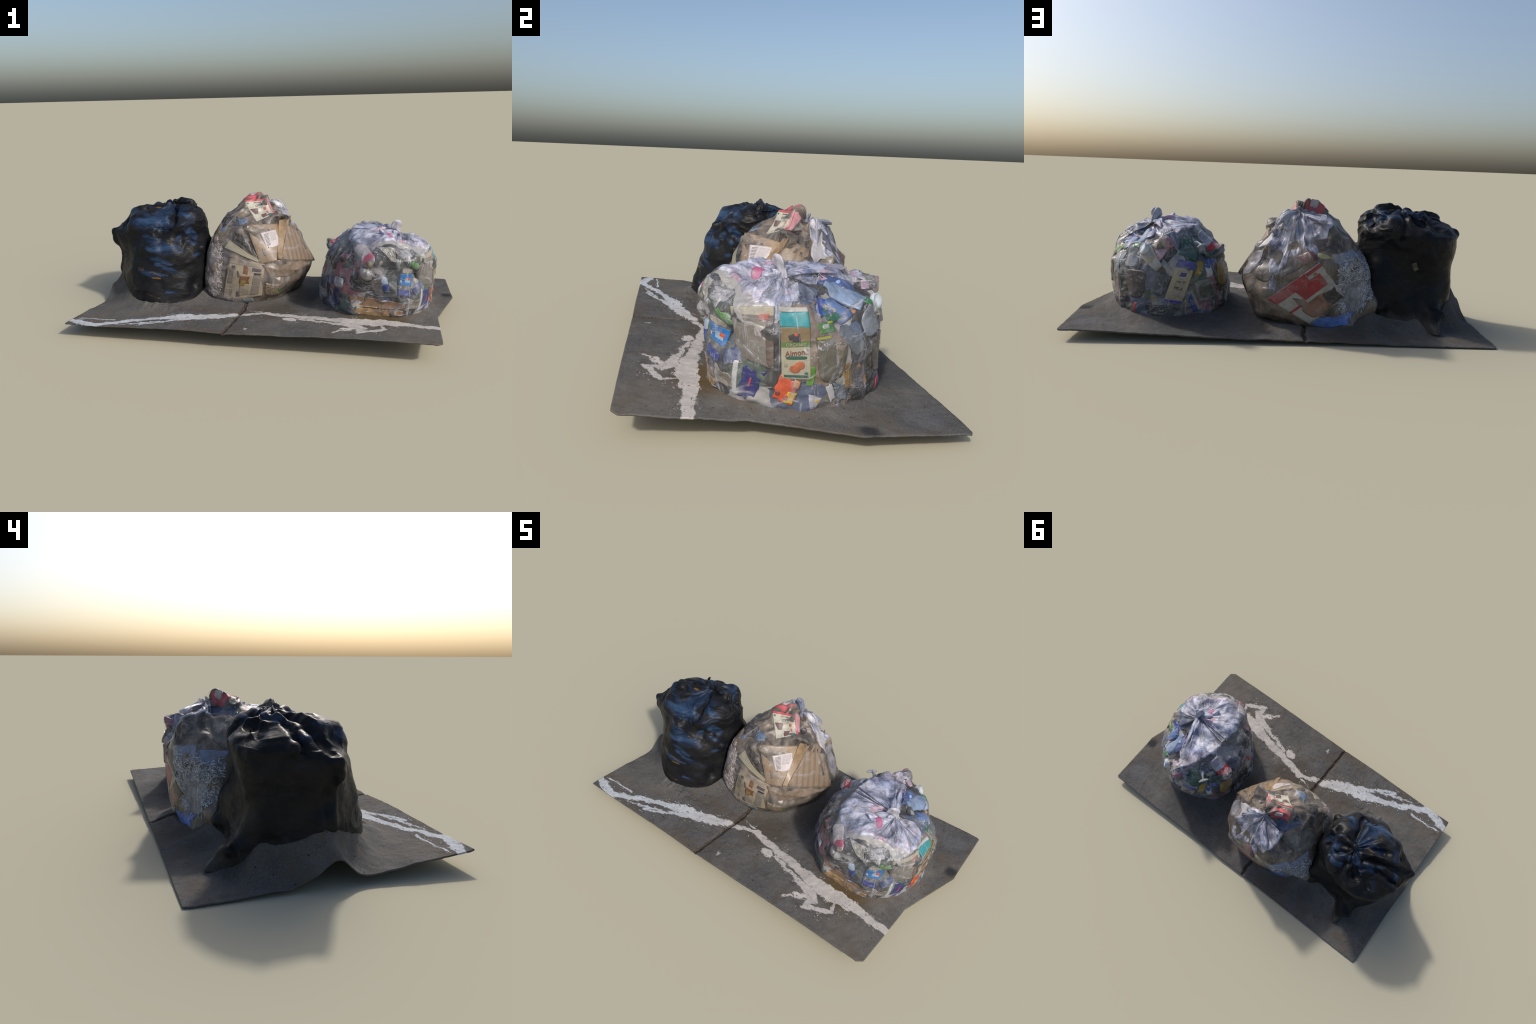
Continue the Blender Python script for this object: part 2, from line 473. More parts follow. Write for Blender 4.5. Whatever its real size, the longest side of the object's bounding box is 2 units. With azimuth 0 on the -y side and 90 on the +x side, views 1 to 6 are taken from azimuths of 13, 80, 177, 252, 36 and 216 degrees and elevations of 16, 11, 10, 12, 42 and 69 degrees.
def black_film(P):
    tree = BVHTree.FromPolygons([Vector(v) for v in P.reshape(-1, 3)], tube_faces(*P.shape[:2]))

    def laid(lines, more=.003):
        out = []
        for line in lines:
            out.append([(*tree.find_nearest(Vector(p[:3]))[0], p[3] + more) for p in line])
        return out

    n = Nodes("black_bag_film")
    x = n.xyz()
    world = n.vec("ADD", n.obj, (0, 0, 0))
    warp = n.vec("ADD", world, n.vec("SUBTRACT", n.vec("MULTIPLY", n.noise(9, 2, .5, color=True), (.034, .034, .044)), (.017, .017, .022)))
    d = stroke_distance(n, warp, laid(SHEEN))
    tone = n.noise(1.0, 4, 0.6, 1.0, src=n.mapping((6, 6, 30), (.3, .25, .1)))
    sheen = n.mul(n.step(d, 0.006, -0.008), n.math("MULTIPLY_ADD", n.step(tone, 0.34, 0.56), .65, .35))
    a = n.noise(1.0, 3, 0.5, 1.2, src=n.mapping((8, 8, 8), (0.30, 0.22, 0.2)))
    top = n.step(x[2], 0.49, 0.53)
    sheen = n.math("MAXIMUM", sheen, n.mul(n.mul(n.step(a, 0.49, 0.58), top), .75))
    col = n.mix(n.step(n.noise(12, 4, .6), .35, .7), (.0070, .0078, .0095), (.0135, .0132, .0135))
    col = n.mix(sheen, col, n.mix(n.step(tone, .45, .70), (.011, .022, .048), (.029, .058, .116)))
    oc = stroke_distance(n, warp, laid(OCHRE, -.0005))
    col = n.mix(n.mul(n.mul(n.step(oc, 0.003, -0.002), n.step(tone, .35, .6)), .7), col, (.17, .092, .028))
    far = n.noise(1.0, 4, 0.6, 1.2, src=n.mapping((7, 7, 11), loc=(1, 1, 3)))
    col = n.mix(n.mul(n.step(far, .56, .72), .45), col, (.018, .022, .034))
    # pavement dust clinging to the foot of the bag
    foot = n.add(x[2], n.mul(n.sub(n.noise(1.0, 5, .65, .6, src=n.mapping((14, 14, 5))), .5), .12))
    col = n.mix(n.mul(n.step(foot, .100, .050), .75), col, n.mix(n.noise(60, 3, .7), (.040, .037, .033), (.085, .080, .072)))
    crumple = n.voronoi(13, "Distance", src=n.mapping((1, 1, 1.5), src=warp))
    n.bump(n.add(n.mul(crumple, 1.1), n.mul(n.noise(24, 4, 0.6, 1.2, src=n.mapping((1, 1, 2.2))), .5)), 0.45, 0.010)
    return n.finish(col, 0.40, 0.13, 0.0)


def paper_film():
    n = Nodes("paper_bag_film")
    m = n.mapping((8, 8, 5), (0.2, 0.5, 0.3))
    a = n.noise(1.1, 5, 0.6, 1.4, src=m)
    c = n.ramp(a, [(.22, (.020, .018, .017)), (.40, (.055, .046, .038)), (.52, (.115, .094, .074)), (.62, (.165, .135, .105)), (.78, (.24, .21, .185))])
    b = n.noise(7, 3, .6, .8)
    c = n.mix(n.mul(n.step(b, .54, .68), .6), c, (.030, .028, .032))
    st = n.noise(1.0, 5, .65, 1.0, src=n.mapping((26, 26, 5), (.25, -.2, .4)))
    c = n.mix(n.mul(n.step(st, .52, .74), .35), c, (.30, .29, .30))
    n.bump(n.noise(20, 4, .6, 1.0), 0.3, 0.006)
    return n.finish(c, 0.45, 0.35, 0.12, 0.25)


def bottle_film():
    n = Nodes("bottle_bag_film")
    wob = n.noise(7, 3, .6, color=True)
    src = n.vec("ADD", n.mapping((1, 1, .8)), n.vec("MULTIPLY", wob, (.09, .09, .09)))
    cell = n.xyz(n.voronoi(6.5, "Color", src=src))
    hue = n.ramp(cell[0], [(.0, (.030, .030, .028)), (.12, (.34, .33, .31)), (.25, (.014, .015, .017)), (.38, (.105, .100, .088)),
                           (.47, (.060, .085, .155)), (.56, (.36, .355, .345)), (.66, (.045, .058, .055)), (.74, (.175, .130, .095)),
                           (.82, (.042, .085, .060)), (.88, (.26, .26, .27)), (.95, (.30, .115, .135))], "CONSTANT")
    a = n.noise(6, 5, .62, 1.2)
    blur = n.ramp(a, [(.28, (.022, .021, .020)), (.47, (.070, .068, .064)), (.60, (.130, .130, .128)), (.76, (.30, .305, .32))])  # darkest stops put shadowed gaps between items into the colour
    c = n.mix(n.math("MULTIPLY_ADD", n.noise(13, 3), .5, .42), blur, hue)
    st = n.noise(1.0, 5, .65, 1.4, src=n.mapping((16, 16, 6), (.4, .2, .9)))
    c = n.mix(n.mul(n.step(st, .52, .76), .35), c, (.34, .35, .40))
    n.bump(n.noise(18, 4, .6, 1.2), 0.35, 0.006)
    return n.finish(c, 0.42, 0.4, 0.15, 0.25)


def gathered_film(name, knot, tint=1.0, colour=1.0):
    """several layers of film drawn together: milky, lilac, streaked towards the knot"""
    n = Nodes(name)
    d = n.xyz(n.vec("SUBTRACT", n.obj, knot))
    ang = n.math("ARCTAN2", d[1], d[0])
    cmb = n.t.nodes.new("ShaderNodeCombineXYZ")
    n.put(cmb.inputs[0], n.math("SINE", ang))
    n.put(cmb.inputs[1], n.math("COSINE", ang))
    n.put(cmb.inputs[2], n.mul(n.vec("LENGTH", n.vec("SUBTRACT", n.obj, knot), (0, 0, 0)), 3.0))
    s = n.noise(4.5, 5, .65, .6, src=cmb.outputs[0])
    c = n.ramp(s, [(.28, (.13 * tint, .15 * tint, .22 * tint)), (.45, (.28 * tint, .30 * tint, .41 * tint)), (.58, (.46 * tint, .475 * tint, .58 * tint)), (.72, (.66 * tint, .665 * tint, .74 * tint))])
    pink = n.noise(9, 3, .6, .8)
    c = n.mix(n.mul(n.step(pink, .54, .66), .70 * colour), c, (.44, .22, .28))
    peach = n.noise(11, 3, .6, .8, src=n.mapping(loc=(4, 2, 1)))
    c = n.mix(n.mul(n.step(peach, .60, .72), .5 * tint), c, (.42, .34, .28))
    bl = n.noise(8, 3, .6, .8, src=n.mapping(loc=(1, 7, 1)))
    c = n.mix(n.mul(n.step(bl, .54, .70), .55), c, (.13, .19, .36))
    n.bump(s, 0.6, 0.010)
    return see_through(n, n.finish(c, 0.34, 0.4), n.math("MULTIPLY_ADD", n.step(s, .36, .58), .50, .42))


def clear_film(name, knot, lo=.10, hi=.62, tint=(.43, .435, .49)):
    """the bag itself: thin see-through film, milky where it is creased or lies double"""
    n = Nodes(name)
    d = n.vec("SUBTRACT", n.obj, knot)
    c = n.xyz(d)
    ang = n.math("ARCTAN2", c[1], c[0])
    cmb = n.t.nodes.new("ShaderNodeCombineXYZ")
    n.put(cmb.inputs[0], n.mul(n.math("SINE", ang), 2.2))
    n.put(cmb.inputs[1], n.mul(n.math("COSINE", ang), 2.2))
    n.put(cmb.inputs[2], n.mul(c[2], 1.6))
    pl = n.noise(3.4, 5, .62, 0.9, src=cmb.outputs[0])
    wr = n.noise(1.0, 5, .62, 1.6, src=n.mapping((7, 7, 15), (.5, .3, .2)))
    blot = n.noise(7, 3, .55, .8)
    k = n.math("MAXIMUM", n.mul(n.step(pl, .54, .74), .95), n.mul(n.step(wr, .56, .72), .9))
    k = n.math("MAXIMUM", k, n.mul(n.step(blot, .54, .74), .5))
    line = n.mul(n.step(n.math("ABSOLUTE", n.sub(wr, .5)), .014, .003), n.step(blot, .42, .55))  # thin near-white glints drawn as lines in the film
    k = n.math("MAXIMUM", k, n.mul(line, .8))
    alpha = n.math("MULTIPLY_ADD", k, hi - lo, lo)
    col = n.mix(n.step(n.noise(9, 3, .6, .5), .4, .65), tuple(t * .75 for t in tint), tint)
    col = n.mix(n.mul(k, n.step(n.noise(6, 3, .6, .8, src=n.mapping(loc=(8, 1, 2))), .40, .60)), col, tuple(min(.72, t * 1.55) for t in tint))
    col = n.mix(n.mul(n.step(n.noise(15, 3, .6, .8, src=n.mapping(loc=(3, 3, 3))), .55, .70), .5), col, (.48, .43, .37))
    wob = n.vec("ADD", n.obj, n.vec("MULTIPLY", n.noise(9, 2, .5, color=True), (.05, .05, .05)))
    n.bump(n.add(n.mul(n.voronoi(15, "Distance", src=wob), 1.0), n.add(n.mul(wr, .7), pl)), 0.7, 0.014)
    return see_through(n, n.finish(col, 0.28, 0.5), alpha)


def see_through(n, mat, alpha):
    tr = n.t.nodes.new("ShaderNodeBsdfTransparent")
    mx = n.t.nodes.new("ShaderNodeMixShader")
    out = n.t.nodes["Material Output"]
    n.put(mx.inputs[0], alpha)
    n.t.links.new(tr.outputs[0], mx.inputs[1])
    n.t.links.new(n.bsdf.outputs[0], mx.inputs[2])
    n.t.links.new(mx.outputs[0], out.inputs["Surface"])
    return mat
# ------------------------------------------------------------------ pavement slab
def ring_radius(table, row, x, y):
    cx, cy, z, r = table[row]
    th = np.arctan2(y - cy, x - cx) % TAU
    k = np.arange(17) * TAU / 16
    return np.hypot(x - cx, y - cy) - np.interp(th, k, list(r) + [r[0]]), np.degrees(th)


def pave_z(x, y):
    s = np.interp(x, [-1, -.78, -.39, -.15, .15, .4, .64, .86, 1.0], [.080, .080, .094, .088, .098, .108, .113, .108, .100])
    n = np.interp(x, [-1, -.58, -.1, .3, .8, 1.0], [.004, .009, .020, .027, .046, .049])
    t = np.clip((y + .553) / 1.10, 0, 1)
    z = s * (1 - t) + n * t - .009 * np.sin(math.pi * t)
    e = np.interp(y, [-.15, .19, .55], [.074, .063, .049])
    z = z + (e - z) * smooth(.72, 1.0, x) * smooth(-.40, -.12, y)
    w = np.exp(-((x + 1.0) / .12) ** 2)
    z = z - w * .012 * np.exp(-((y + .14) / .10) ** 2) + w * .054 * np.exp(-((y + .0) / .055) ** 2)
    # the ground rises where it meets the bags
    d, th = ring_radius(BLACK, 2, x, y)
    west = np.exp(-(((th - 170 + 180) % 360 - 180) / 40) ** 2)
    south_west = np.exp(-(((th - 218 + 180) % 360 - 180) / 30) ** 2)
    z = z + (.036 + .098 * west + .058 * south_west) * np.exp(-(np.maximum(d, 0) / .042) ** 1.2)
    z = z + .05 * np.exp(-(((x + .87) ** 2 + (y - .26) ** 2) / .05 ** 2)) + .018 * np.exp(-(((x + .62) / .16) ** 2 + ((y + .30) / .05) ** 2))
    d, th = ring_radius(PAPER, 1, x, y)
    z = z + .024 * np.exp(-(np.maximum(d, 0) / .032) ** 1.2)
    d, th = ring_radius(BOTTLE, 1, x, y)
    z = z + .024 * np.exp(-(np.maximum(d, 0) / .034) ** 1.2)
    z = z + .125 * np.exp(-(((x + .435) / .062) ** 2 + ((y - .17) / .19) ** 2)) + .018 * np.exp(-(((x + .06) / .10) ** 2 + ((y - .475) / .045) ** 2))
    z = z + .026 * np.exp(-(((x + .955) ** 2 + (y - .05) ** 2) / .045 ** 2)) - .020 * np.exp(-(((x + .96) ** 2 + (y - .18) ** 2) / .045 ** 2))
    z = z + .030 * np.exp(-(((x - .265) / .035) ** 2 + ((y - .03) / .12) ** 2))
    tx = np.clip((y - .26) / .14, 0, 1)
    z = z + .055 * (1 - .7 * tx) * np.exp(-((x + .68 + .075 * tx) / .055) ** 2) * smooth(.18, .26, y) * smooth(.44, .36, y)
    return z


def build_pavement():
    nx, ny = 440, 250
    yy = np.linspace(-.5565, .5545, ny)
    x0 = np.interp(yy, [-.5565, -.53, 0, .53, .5545], [-.993, -.997, -.997, -1.0, -.992])
    x1 = np.interp(yy, [-.5565, -.535, -.50, -.30, -.152, .192, .24, .49, .548, .5545], [.845, .872, .874, .882, .887, 1.0, .998, .9985, .998, .985])
    u = np.linspace(0, 1, nx)
    X = x0[None] * (1 - u[:, None]) + x1[None] * u[:, None]
    Y = np.repeat(yy[None], nx, 0)
    P = np.stack([X, Y, np.zeros_like(X)], 2)
    Z = pave_z(X, Y)
    lump = fbm(P, 9, 4, 3.0) * .0035 + fbm(P, 40, 3, 9.0) * .0012
    (ax, ay), (bx, by) = CRACK
    cd = np.abs(X - (ax + (Y - ay) * (bx - ax) / (by - ay)) + fbm(P, 14, 2, 5.0) * .006)
    Z = Z + lump - .009 * np.exp(-(cd / .008) ** 2)
    rub = np.exp(-(((X + .56) / .12) ** 2 + ((Y + .275) / .035) ** 2))
    Z = Z + rub * (.012 + .014 * fbm(P, 30, 3, 2.0))
    Z = np.maximum(Z, .004)
    top = np.stack([X, Y, Z], 2)
    low = np.stack([X, Y, np.maximum(Z - .006, 0.0)], 2)
    V = np.concatenate([top.reshape(-1, 3), low.reshape(-1, 3)])
    idx = np.arange(nx * ny).reshape(nx, ny)
    o = nx * ny
    F = []
    for i in range(nx - 1):
        for j in range(ny - 1):
            a, b, c, d = int(idx[i, j]), int(idx[i + 1, j]), int(idx[i + 1, j + 1]), int(idx[i, j + 1])
            F.append((a, b, c, d))
            F.append((o + d, o + c, o + b, o + a))
    edge = [int(k) for k in idx[:, 0]] + [int(k) for k in idx[-1, 1:]] + [int(k) for k in idx[-2::-1, -1]] + [int(k) for k in idx[0, -2:0:-1]]
    for a, b in zip(edge, edge[1:] + edge[:1]):
        F.append((b, a, o + a, o + b))
    ob = mesh_object("pavement_slab", V, F, pavement_material())
    ob["label"] = "cracked grey pavement patch with spilt white paint"
    ob["category"] = "pavement"
    return ob


# ------------------------------------------------------------------ bags
def grooves(P, N, lines):
    """creases (negative) and ridges (positive) along polylines: points, width, height"""
    for pts, wid, h in lines:
        d = np.full(P.shape[:2], 9.0)
        for a, b in zip(pts, pts[1:]):
            a, b = np.array(a), np.array(b)
            ab = b - a
            t = np.clip(((P - a) @ ab) / (ab @ ab), 0, 1)
            d = np.minimum(d, np.linalg.norm(P - a - t[..., None] * ab, axis=2))
        P = P + N * (h * np.exp(-(d / wid) ** 2))[..., None]
    return P


# last pushes and pulls of the film: x, y, z, reach, height along the normal
SETTLE = {
    "black": [(-.605, -.130, .518, .045, -.042), (-.462, .086, .604, .03, -.022), (-.46, .14, .567, .03, -.028), (-.788, .239, .516, .03, -.020),
              (-.692, .228, .543, .035, -.032), (-.751, .215, .542, .03, -.020), (-.85, -.044, .507, .04, -.018), (-.483, .302, .121, .04, .040),
              (-.47, .278, .215, .05, .016), (-.772, .351, .084, .03, .022), (-.918, .041, .208, .04, .020), (-.43, -.11, .17, .04, -.025),
              (-.417, -.029, .352, .03, .015), (-.42, .169, .35, .03, .020), (-.594, -.172, .398, .03, -.012),
              (-.606, -.110, .485, .04, -.024), (-.464, .076, .580, .03, -.022), (-.752, .028, .570, .022, -.022), (-.466, .175, .527, .03, -.028),
              (-.42, -.04, .365, .03, .028), (-.787, .330, .098, .045, .038), (-.907, .142, .488, .03, .016),
              (-.478, -.063, .404, .03, .020), (-.641, -.048, .555, .03, -.010)],
    "paper": [(.07, .25, .46, .035, -.016), (.062, .326, .46, .035, -.022), (-.008, .319, .542, .025, -.010), (-.17, .244, .596, .03, -.020),
              (-.215, .266, .570, .04, -.036), (-.153, .096, .552, .025, -.014), (.035, .10, .495, .035, -.036), (-.087, .126, .558, .03, -.028),
              (.032, .322, .496, .03, -.018), (.10, .352, .35, .04, -.020), (-.159, .471, .245, .05, -.014), (-.229, .454, .182, .04, -.014),
              (-.455, .30, .145, .075, .030), (.066, .413, .221, .04, .028), (.138, .345, .20, .05, .024), (-.327, -.082, .254, .04, .014),
              (-.188, .255, .567, .035, -.026), (-.257, .195, .556, .03, -.018), (-.161, .461, .20, .05, -.016), (-.36, -.06, .155, .045, .022)],
    "bottle": [(.65, .12, .486, .045, -.030), (.497, -.221, .464, .025, -.018), (.725, .202, .411, .035, -.030), (.778, .112, .425, .035, -.034),
               (.594, .28, .455, .035, -.028), (.470, .32, .412, .035, -.034), (.717, .125, .448, .03, -.028), (.681, -.112, .488, .04, -.034),
               (.346, .193, .384, .035, -.036), (.325, .10, .389, .035, -.028), (.722, -.208, .447, .035, -.030), (.694, .102, .457, .03, -.024),
               (.786, -.209, .375, .03, -.022), (.524, -.248, .322, .04, .024), (.532, .37, .306, .03, .014), (.46, -.232, .126, .04, .014),
               (.48, .31, .405, .03, -.024), (.548, .268, .456, .025, -.018), (.799, .104, .393, .03, -.024), (.64, .151, .473, .03, -.022),
               (.288, -.02, .135, .06, .024), (.52, -.26, .335, .035, .020), (.60, -.255, .294, .04, .014)],
}
RIM = {
    "black": [(-.732, .141, .590), (-.84, .035, .571), (-.869, .158, .523), (-.885, .091, .524), (-.778, .058, .587), (-.935, -.008, .22)],
    "paper": [(-.262, .450, .41), (-.252, .420, .503), (-.225, .374, .536), (-.345, .418, .378)],
    "bottle": [(.488, .250, .476), (.524, .304, .466), (.574, .364, .449), (.533, .380, .428), (.290, .161, .391)],
}


def settle(P, key):
    P = bumps(P, grid_normals(P), SETTLE[key])
    P = anchors(P, RIM[key], .032)
    P[..., 2] = np.maximum(P[..., 2], pave_z(P[..., 0], P[..., 1]) - .005)
    return P


def build_black():
    P = loft(BLACK, 190, 300)
    rel = P - np.array((BX, BY, 0))
    th = np.degrees(np.arctan2(rel[..., 1], rel[..., 0]))
    tail = np.exp(-((th - 103.5) / 7.5) ** 2) * (1 - smooth(.02, .18, P[..., 2])) ** 1.6
    P[..., :2] += rel[..., :2] / np.maximum(.05, np.hypot(rel[..., 0], rel[..., 1]))[..., None] * (tail * .112)[..., None]
    N = grid_normals(P)
    P = bumps(P, N, [(-.60, .11, .585, .022, .030), (-.50, .06, .57, .05, .008), (-.80, -.02, .55, .06, .012),
                     (-.935, -.02, .385, .020, .030), (-.92, .10, .25, .09, -.010), (-.62, -.10, .50, .07, .008),
                     (-.70, .0, .575, .05, .006), (-.82, .22, .50, .05, .010), (-.55, .24, .53, .05, .012)])
    P = anchors(P, [(-.56, -.089, .523), (-.616, .023, .572), (-.543, -.003, .559), (-.473, -.002, .562), (-.433, .013, .406), (-.50, -.094, .396),
                    (-.722, -.118, .487), (-.49, -.128, .363), (-.658, -.175, .414), (-.688, .064, .576), (-.856, -.045, .516), (-.719, -.198, .255),
                    (-.545, -.22, .15), (-.57, -.237, .126), (-.50, -.073, .535), (-.652, .27, .32), (-.955, .003, .44)])
    N = grid_normals(P)
    P = grooves(P, N, [
        ([(-.546, -.097, .534), (-.569, -.021, .565), (-.577, .047, .584), (-.605, .110, .60)], .022, -.036),
        ([(-.682, .138, .588), (-.776, .088, .567), (-.871, .053, .525), (-.927, .016, .462)], .018, -.030),
        ([(-.65, .077, .592), (-.721, .039, .575), (-.786, .007, .559), (-.86, -.02, .52)], .012, -.018),
        ([(-.66, .115, .59), (-.75, .065, .575), (-.84, .035, .54)], .014, .014),
        ([(-.675, .198, .568), (-.762, .137, .569), (-.846, .13, .541), (-.926, .118, .474)], .015, -.022),
        ([(-.64, .18, .58), (-.70, .22, .555), (-.74, .27, .49)], .014, -.014),
        ([(-.619, .208, .568), (-.61, .261, .532), (-.585, .299, .454)], .016, -.024),
        ([(-.615, .149, .597), (-.553, .179, .593), (-.511, .215, .546)], .013, -.018),
        ([(-.59, .09, .60), (-.52, .09, .59), (-.44, .07, .54)], .012, -.012),
        ([(-.955, -.005, .47), (-.945, -.008, .40), (-.915, -.01, .30), (-.92, -.005, .22), (-.94, -.005, .14), (-.955, -.01, .09)], .020, .016),
        ([(-.93, .03, .44), (-.91, .03, .30), (-.91, .035, .20), (-.92, .04, .12)], .014, -.014),
        ([(-.60, -.14, .465), (-.53, -.11, .445), (-.46, -.04, .42)], .030, -.018),
        ([(-.47, -.05, .47), (-.50, -.11, .36), (-.60, -.16, .33)], .014, .008),
        ([(-.47, -.11, .30), (-.56, -.16, .27), (-.66, -.19, .26)], .012, .008),
        ([(-.72, .30, .16), (-.74, .33, .10), (-.752, .40, .03)], .012, .006),
    ])
    N = grid_normals(P)
    topness = smooth(.40, .50, P[..., 2])
    front = smooth(.05, -.10, P[..., 1]) * (1 - topness)
    w = pleats(P, (-.61, .115, .585), .30, .011, 22, 4) * topness
    w = w + ridge(P, 5, 2.0, (1, 1, 1.5)) * (.002 + .003 * front) + ridge(P, 14, 5.0, (1, 1, 1.8)) * (.001 + .003 * topness)
    w = w - .001 + fbm(P, 6, 4, 1.0) * (.004 + .006 * topness)
    P = P + N * w[..., None]
    P = settle(P, "black")
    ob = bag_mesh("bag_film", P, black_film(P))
    return ob, P


def build_paper():
    P = loft(PAPER, 200, 320)
    N = grid_normals(P)
    P = bumps(P, N, [(-.105, .205, .60, .030, .030), (-.29, .02, .46, .035, .012), (-.35, .33, .45, .06, .012), (-.23, .42, .49, .05, .012)])
    P = anchors(P, [(-.192, .150, .607), (-.106, .071, .50), (-.014, .193, .526), (.061, .151, .50), (.079, .19, .432), (.072, .082, .396), (-.051, -.076, .299),
                    (.046, -.061, .206), (.088, -.01, .224), (-.258, -.065, .38), (-.145, -.027, .498), (-.069, -.012, .45), (-.024, -.029, .363), (.014, .109, .457),
                    (.049, -.042, .315), (-.268, .002, .472), (-.078, .266, .567), (-.009, .32, .548), (.07, .353, .443), (-.135, .473, .374), (-.023, .298, .577),
                    (.124, .22, .417), (.073, .126, .529), (-.248, .448, .38), (-.308, .406, .174), (-.334, .402, .042), (-.463, .325, .133), (-.108, .211, .634)], .05)
    N = grid_normals(P)
    P = grooves(P, N, [
        ([(.03, .255, .535), (.09, .285, .45), (.15, .285, .34)], .034, -.024),
        ([(-.05, .33, .55), (-.079, .391, .490), (-.10, .43, .43), (-.130, .462, .386)], .012, .016),
        ([(-.095, .27, .59), (-.10, .32, .56), (-.158, .373, .533), (-.198, .403, .51)], .014, .014),
        ([(-.08, .27, .59), (-.01, .308, .532), (.07, .346, .42), (.15, .33, .32)], .014, .014),
        ([(-.02, .27, .57), (.03, .22, .53), (.09, .19, .47)], .012, -.012),
        ([(-.07, .25, .59), (.0, .245, .55), (.055, .25, .50)], .014, -.012),
        ([(-.235, -.044, .415), (-.16, -.07, .36), (-.063, -.084, .312)], .014, -.010),
        ([(-.165, -.025, .49), (-.10, -.06, .40), (-.045, -.09, .30)], .016, -.016),
        ([(-.228, -.088, .333), (-.13, -.10, .315), (-.04, -.09, .295)], .010, .008),
        ([(-.16, -.01, .51), (-.05, .01, .53), (.06, .10, .52)], .012, -.014),
        ([(.075, .184, .49), (.14, .17, .38), (.20, .16, .24)], .012, .006),
        ([(.18, .13, .237), (.08, -.05, .24), (-.03, -.09, .29)], .010, .008),
        ([(-.38, .18, .40), (-.30, .10, .48), (-.22, .12, .55)], .014, -.014),
        ([(-.129, .285, .579), (-.248, .30, .53), (-.35, .29, .44)], .014, -.010),
    ])
    N = grid_normals(P)
    topness = smooth(.40, .50, P[..., 2])
    w = pleats(P, (-.085, .265, .59), .24, .016, 24, 11) * topness * smooth(.10, .22, P[..., 1])
    w = w - .004 + (cells(P, 7, 3.3) - .6) * .006 + ridge(P, 6, 6.0, (1, 1, .8)) * .005 + ridge(P, 12, 1.0) * (.002 + .004 * topness) + (cells(P, 13, 2.2) - .6) * .004 + fbm(P, 6, 4, 2.0) * .005
    P = P + N * w[..., None]
    P = settle(P, "paper")
    return bag_mesh("packed_paper", P, paper_film()), P


def build_bottle():
    P = loft(BOTTLE, 200, 340)
    N = grid_normals(P)
    P = bumps(P, N, [(.669, -.01, .485, .045, -.010), (.56, -.12, .49, .06, .016), (.46, -.05, .47, .06, .012),
                     (.74, .16, .43, .05, -.020), (.70, .07, .47, .040, -.028), (.66, .25, .45, .045, -.020), (.67, -.20, .46, .035, -.014), (.80, .06, .43, .035, -.014),
                     (.52, .27, .45, .04, -.016), (.37, .03, .45, .04, -.016), (.655, .335, .395, .035, .020), (.553, .36, .42, .035, .022), (.46, .29, .43, .03, .012),
                     (.34, .15, .41, .04, .012), (.42, .27, .36, .05, -.010), (.60, .38, .31, .04, .008), (.69, .33, .38, .03, .010), (.75, -.19, .43, .03, .010)])
    P = anchors(P, [(.544, -.268, .378), (.643, -.109, .475), (.68, -.273, .393), (.57, -.258, .465), (.474, -.221, .449), (.771, -.179, .436), (.841, -.117, .335),
                    (.747, -.192, .306), (.725, -.234, .222), (.449, -.239, .15), (.715, -.246, .145), (.343, .154, .41), (.799, -.169, .123), (.786, -.196, .408),
                    (.675, .174, .454), (.796, .154, .353), (.834, .038, .398), (.869, .043, .361), (.865, -.051, .362), (.663, .339, .387), (.855, -.10, .345),
                    (.658, .193, .446), (.495, .369, .345), (.416, .329, .322), (.43, .117, .466), (.654, .333, .398), (.334, .148, .393)], .045)
    N = grid_normals(P)
    P = grooves(P, N, [
        ([(.445, -.134, .464), (.436, .0, .475), (.436, .096, .467), (.467, .207, .46), (.555, .325, .444), (.60, .37, .39)], .010, .012),
        ([(.62, .12, .475), (.60, .22, .465), (.60, .32, .43)], .014, -.014),
        ([(.67, -.01, .482), (.72, -.05, .47), (.79, -.08, .44)], .008, .010),
        ([(.67, -.01, .482), (.74, .0, .465), (.81, .02, .43)], .008, .010),
        ([(.67, -.01, .482), (.68, -.09, .475), (.70, -.16, .46)], .008, .008),
        ([(.67, -.01, .482), (.62, .08, .485), (.57, .20, .475), (.52, .28, .455)], .012, .012),
        ([(.76, -.08, .44), (.83, -.07, .38), (.85, -.07, .30)], .010, -.012),
        ([(.76, .06, .45), (.84, .062, .38), (.862, .064, .30)], .010, -.012),
    ])
    N = grid_normals(P)
    topness = smooth(.40, .48, P[..., 2])
    w = pleats(P, (.669, -.01, .48), .26, .012, 28, 21) * topness
    side = 1 - topness
    w = w - .005 + (cells(P, 8.5, 1.3) - .65) * (.008 + .012 * smooth(.24, .36, P[..., 2]) * side)
    w = w + ridge(P, 9, 4.0) * .005 + ridge(P, 18, 7.0) * .003 + (cells(P, 17, 6.2) - .6) * .004 + fbm(P, 8, 4, 5.0) * .005
    P = P + N * w[..., None]
    P = settle(P, "bottle")
    return bag_mesh("packed_bottles", P, bottle_film()), P
# ------------------------------------------------------------------ things pressed against the film
class Host:
    def __init__(self, P, thing):
        ns, nt = P.shape[:2]
        self.tree = BVHTree.FromPolygons([Vector(v) for v in P.reshape(-1, 3)], tube_faces(ns, nt))
        self.centre = P.reshape(-1, 3).mean(0)
        self.thing = thing

    def near(self, p):
        loc, nor, _, _ = self.tree.find_nearest(Vector(p))
        n = np.array(nor)
        if n @ (np.array(loc) - self.centre) < 0:
            n = -n
        return np.array(loc), n


def unit(v):
    v = np.array(v, float)
    return v / (np.linalg.norm(v) + 1e-12)


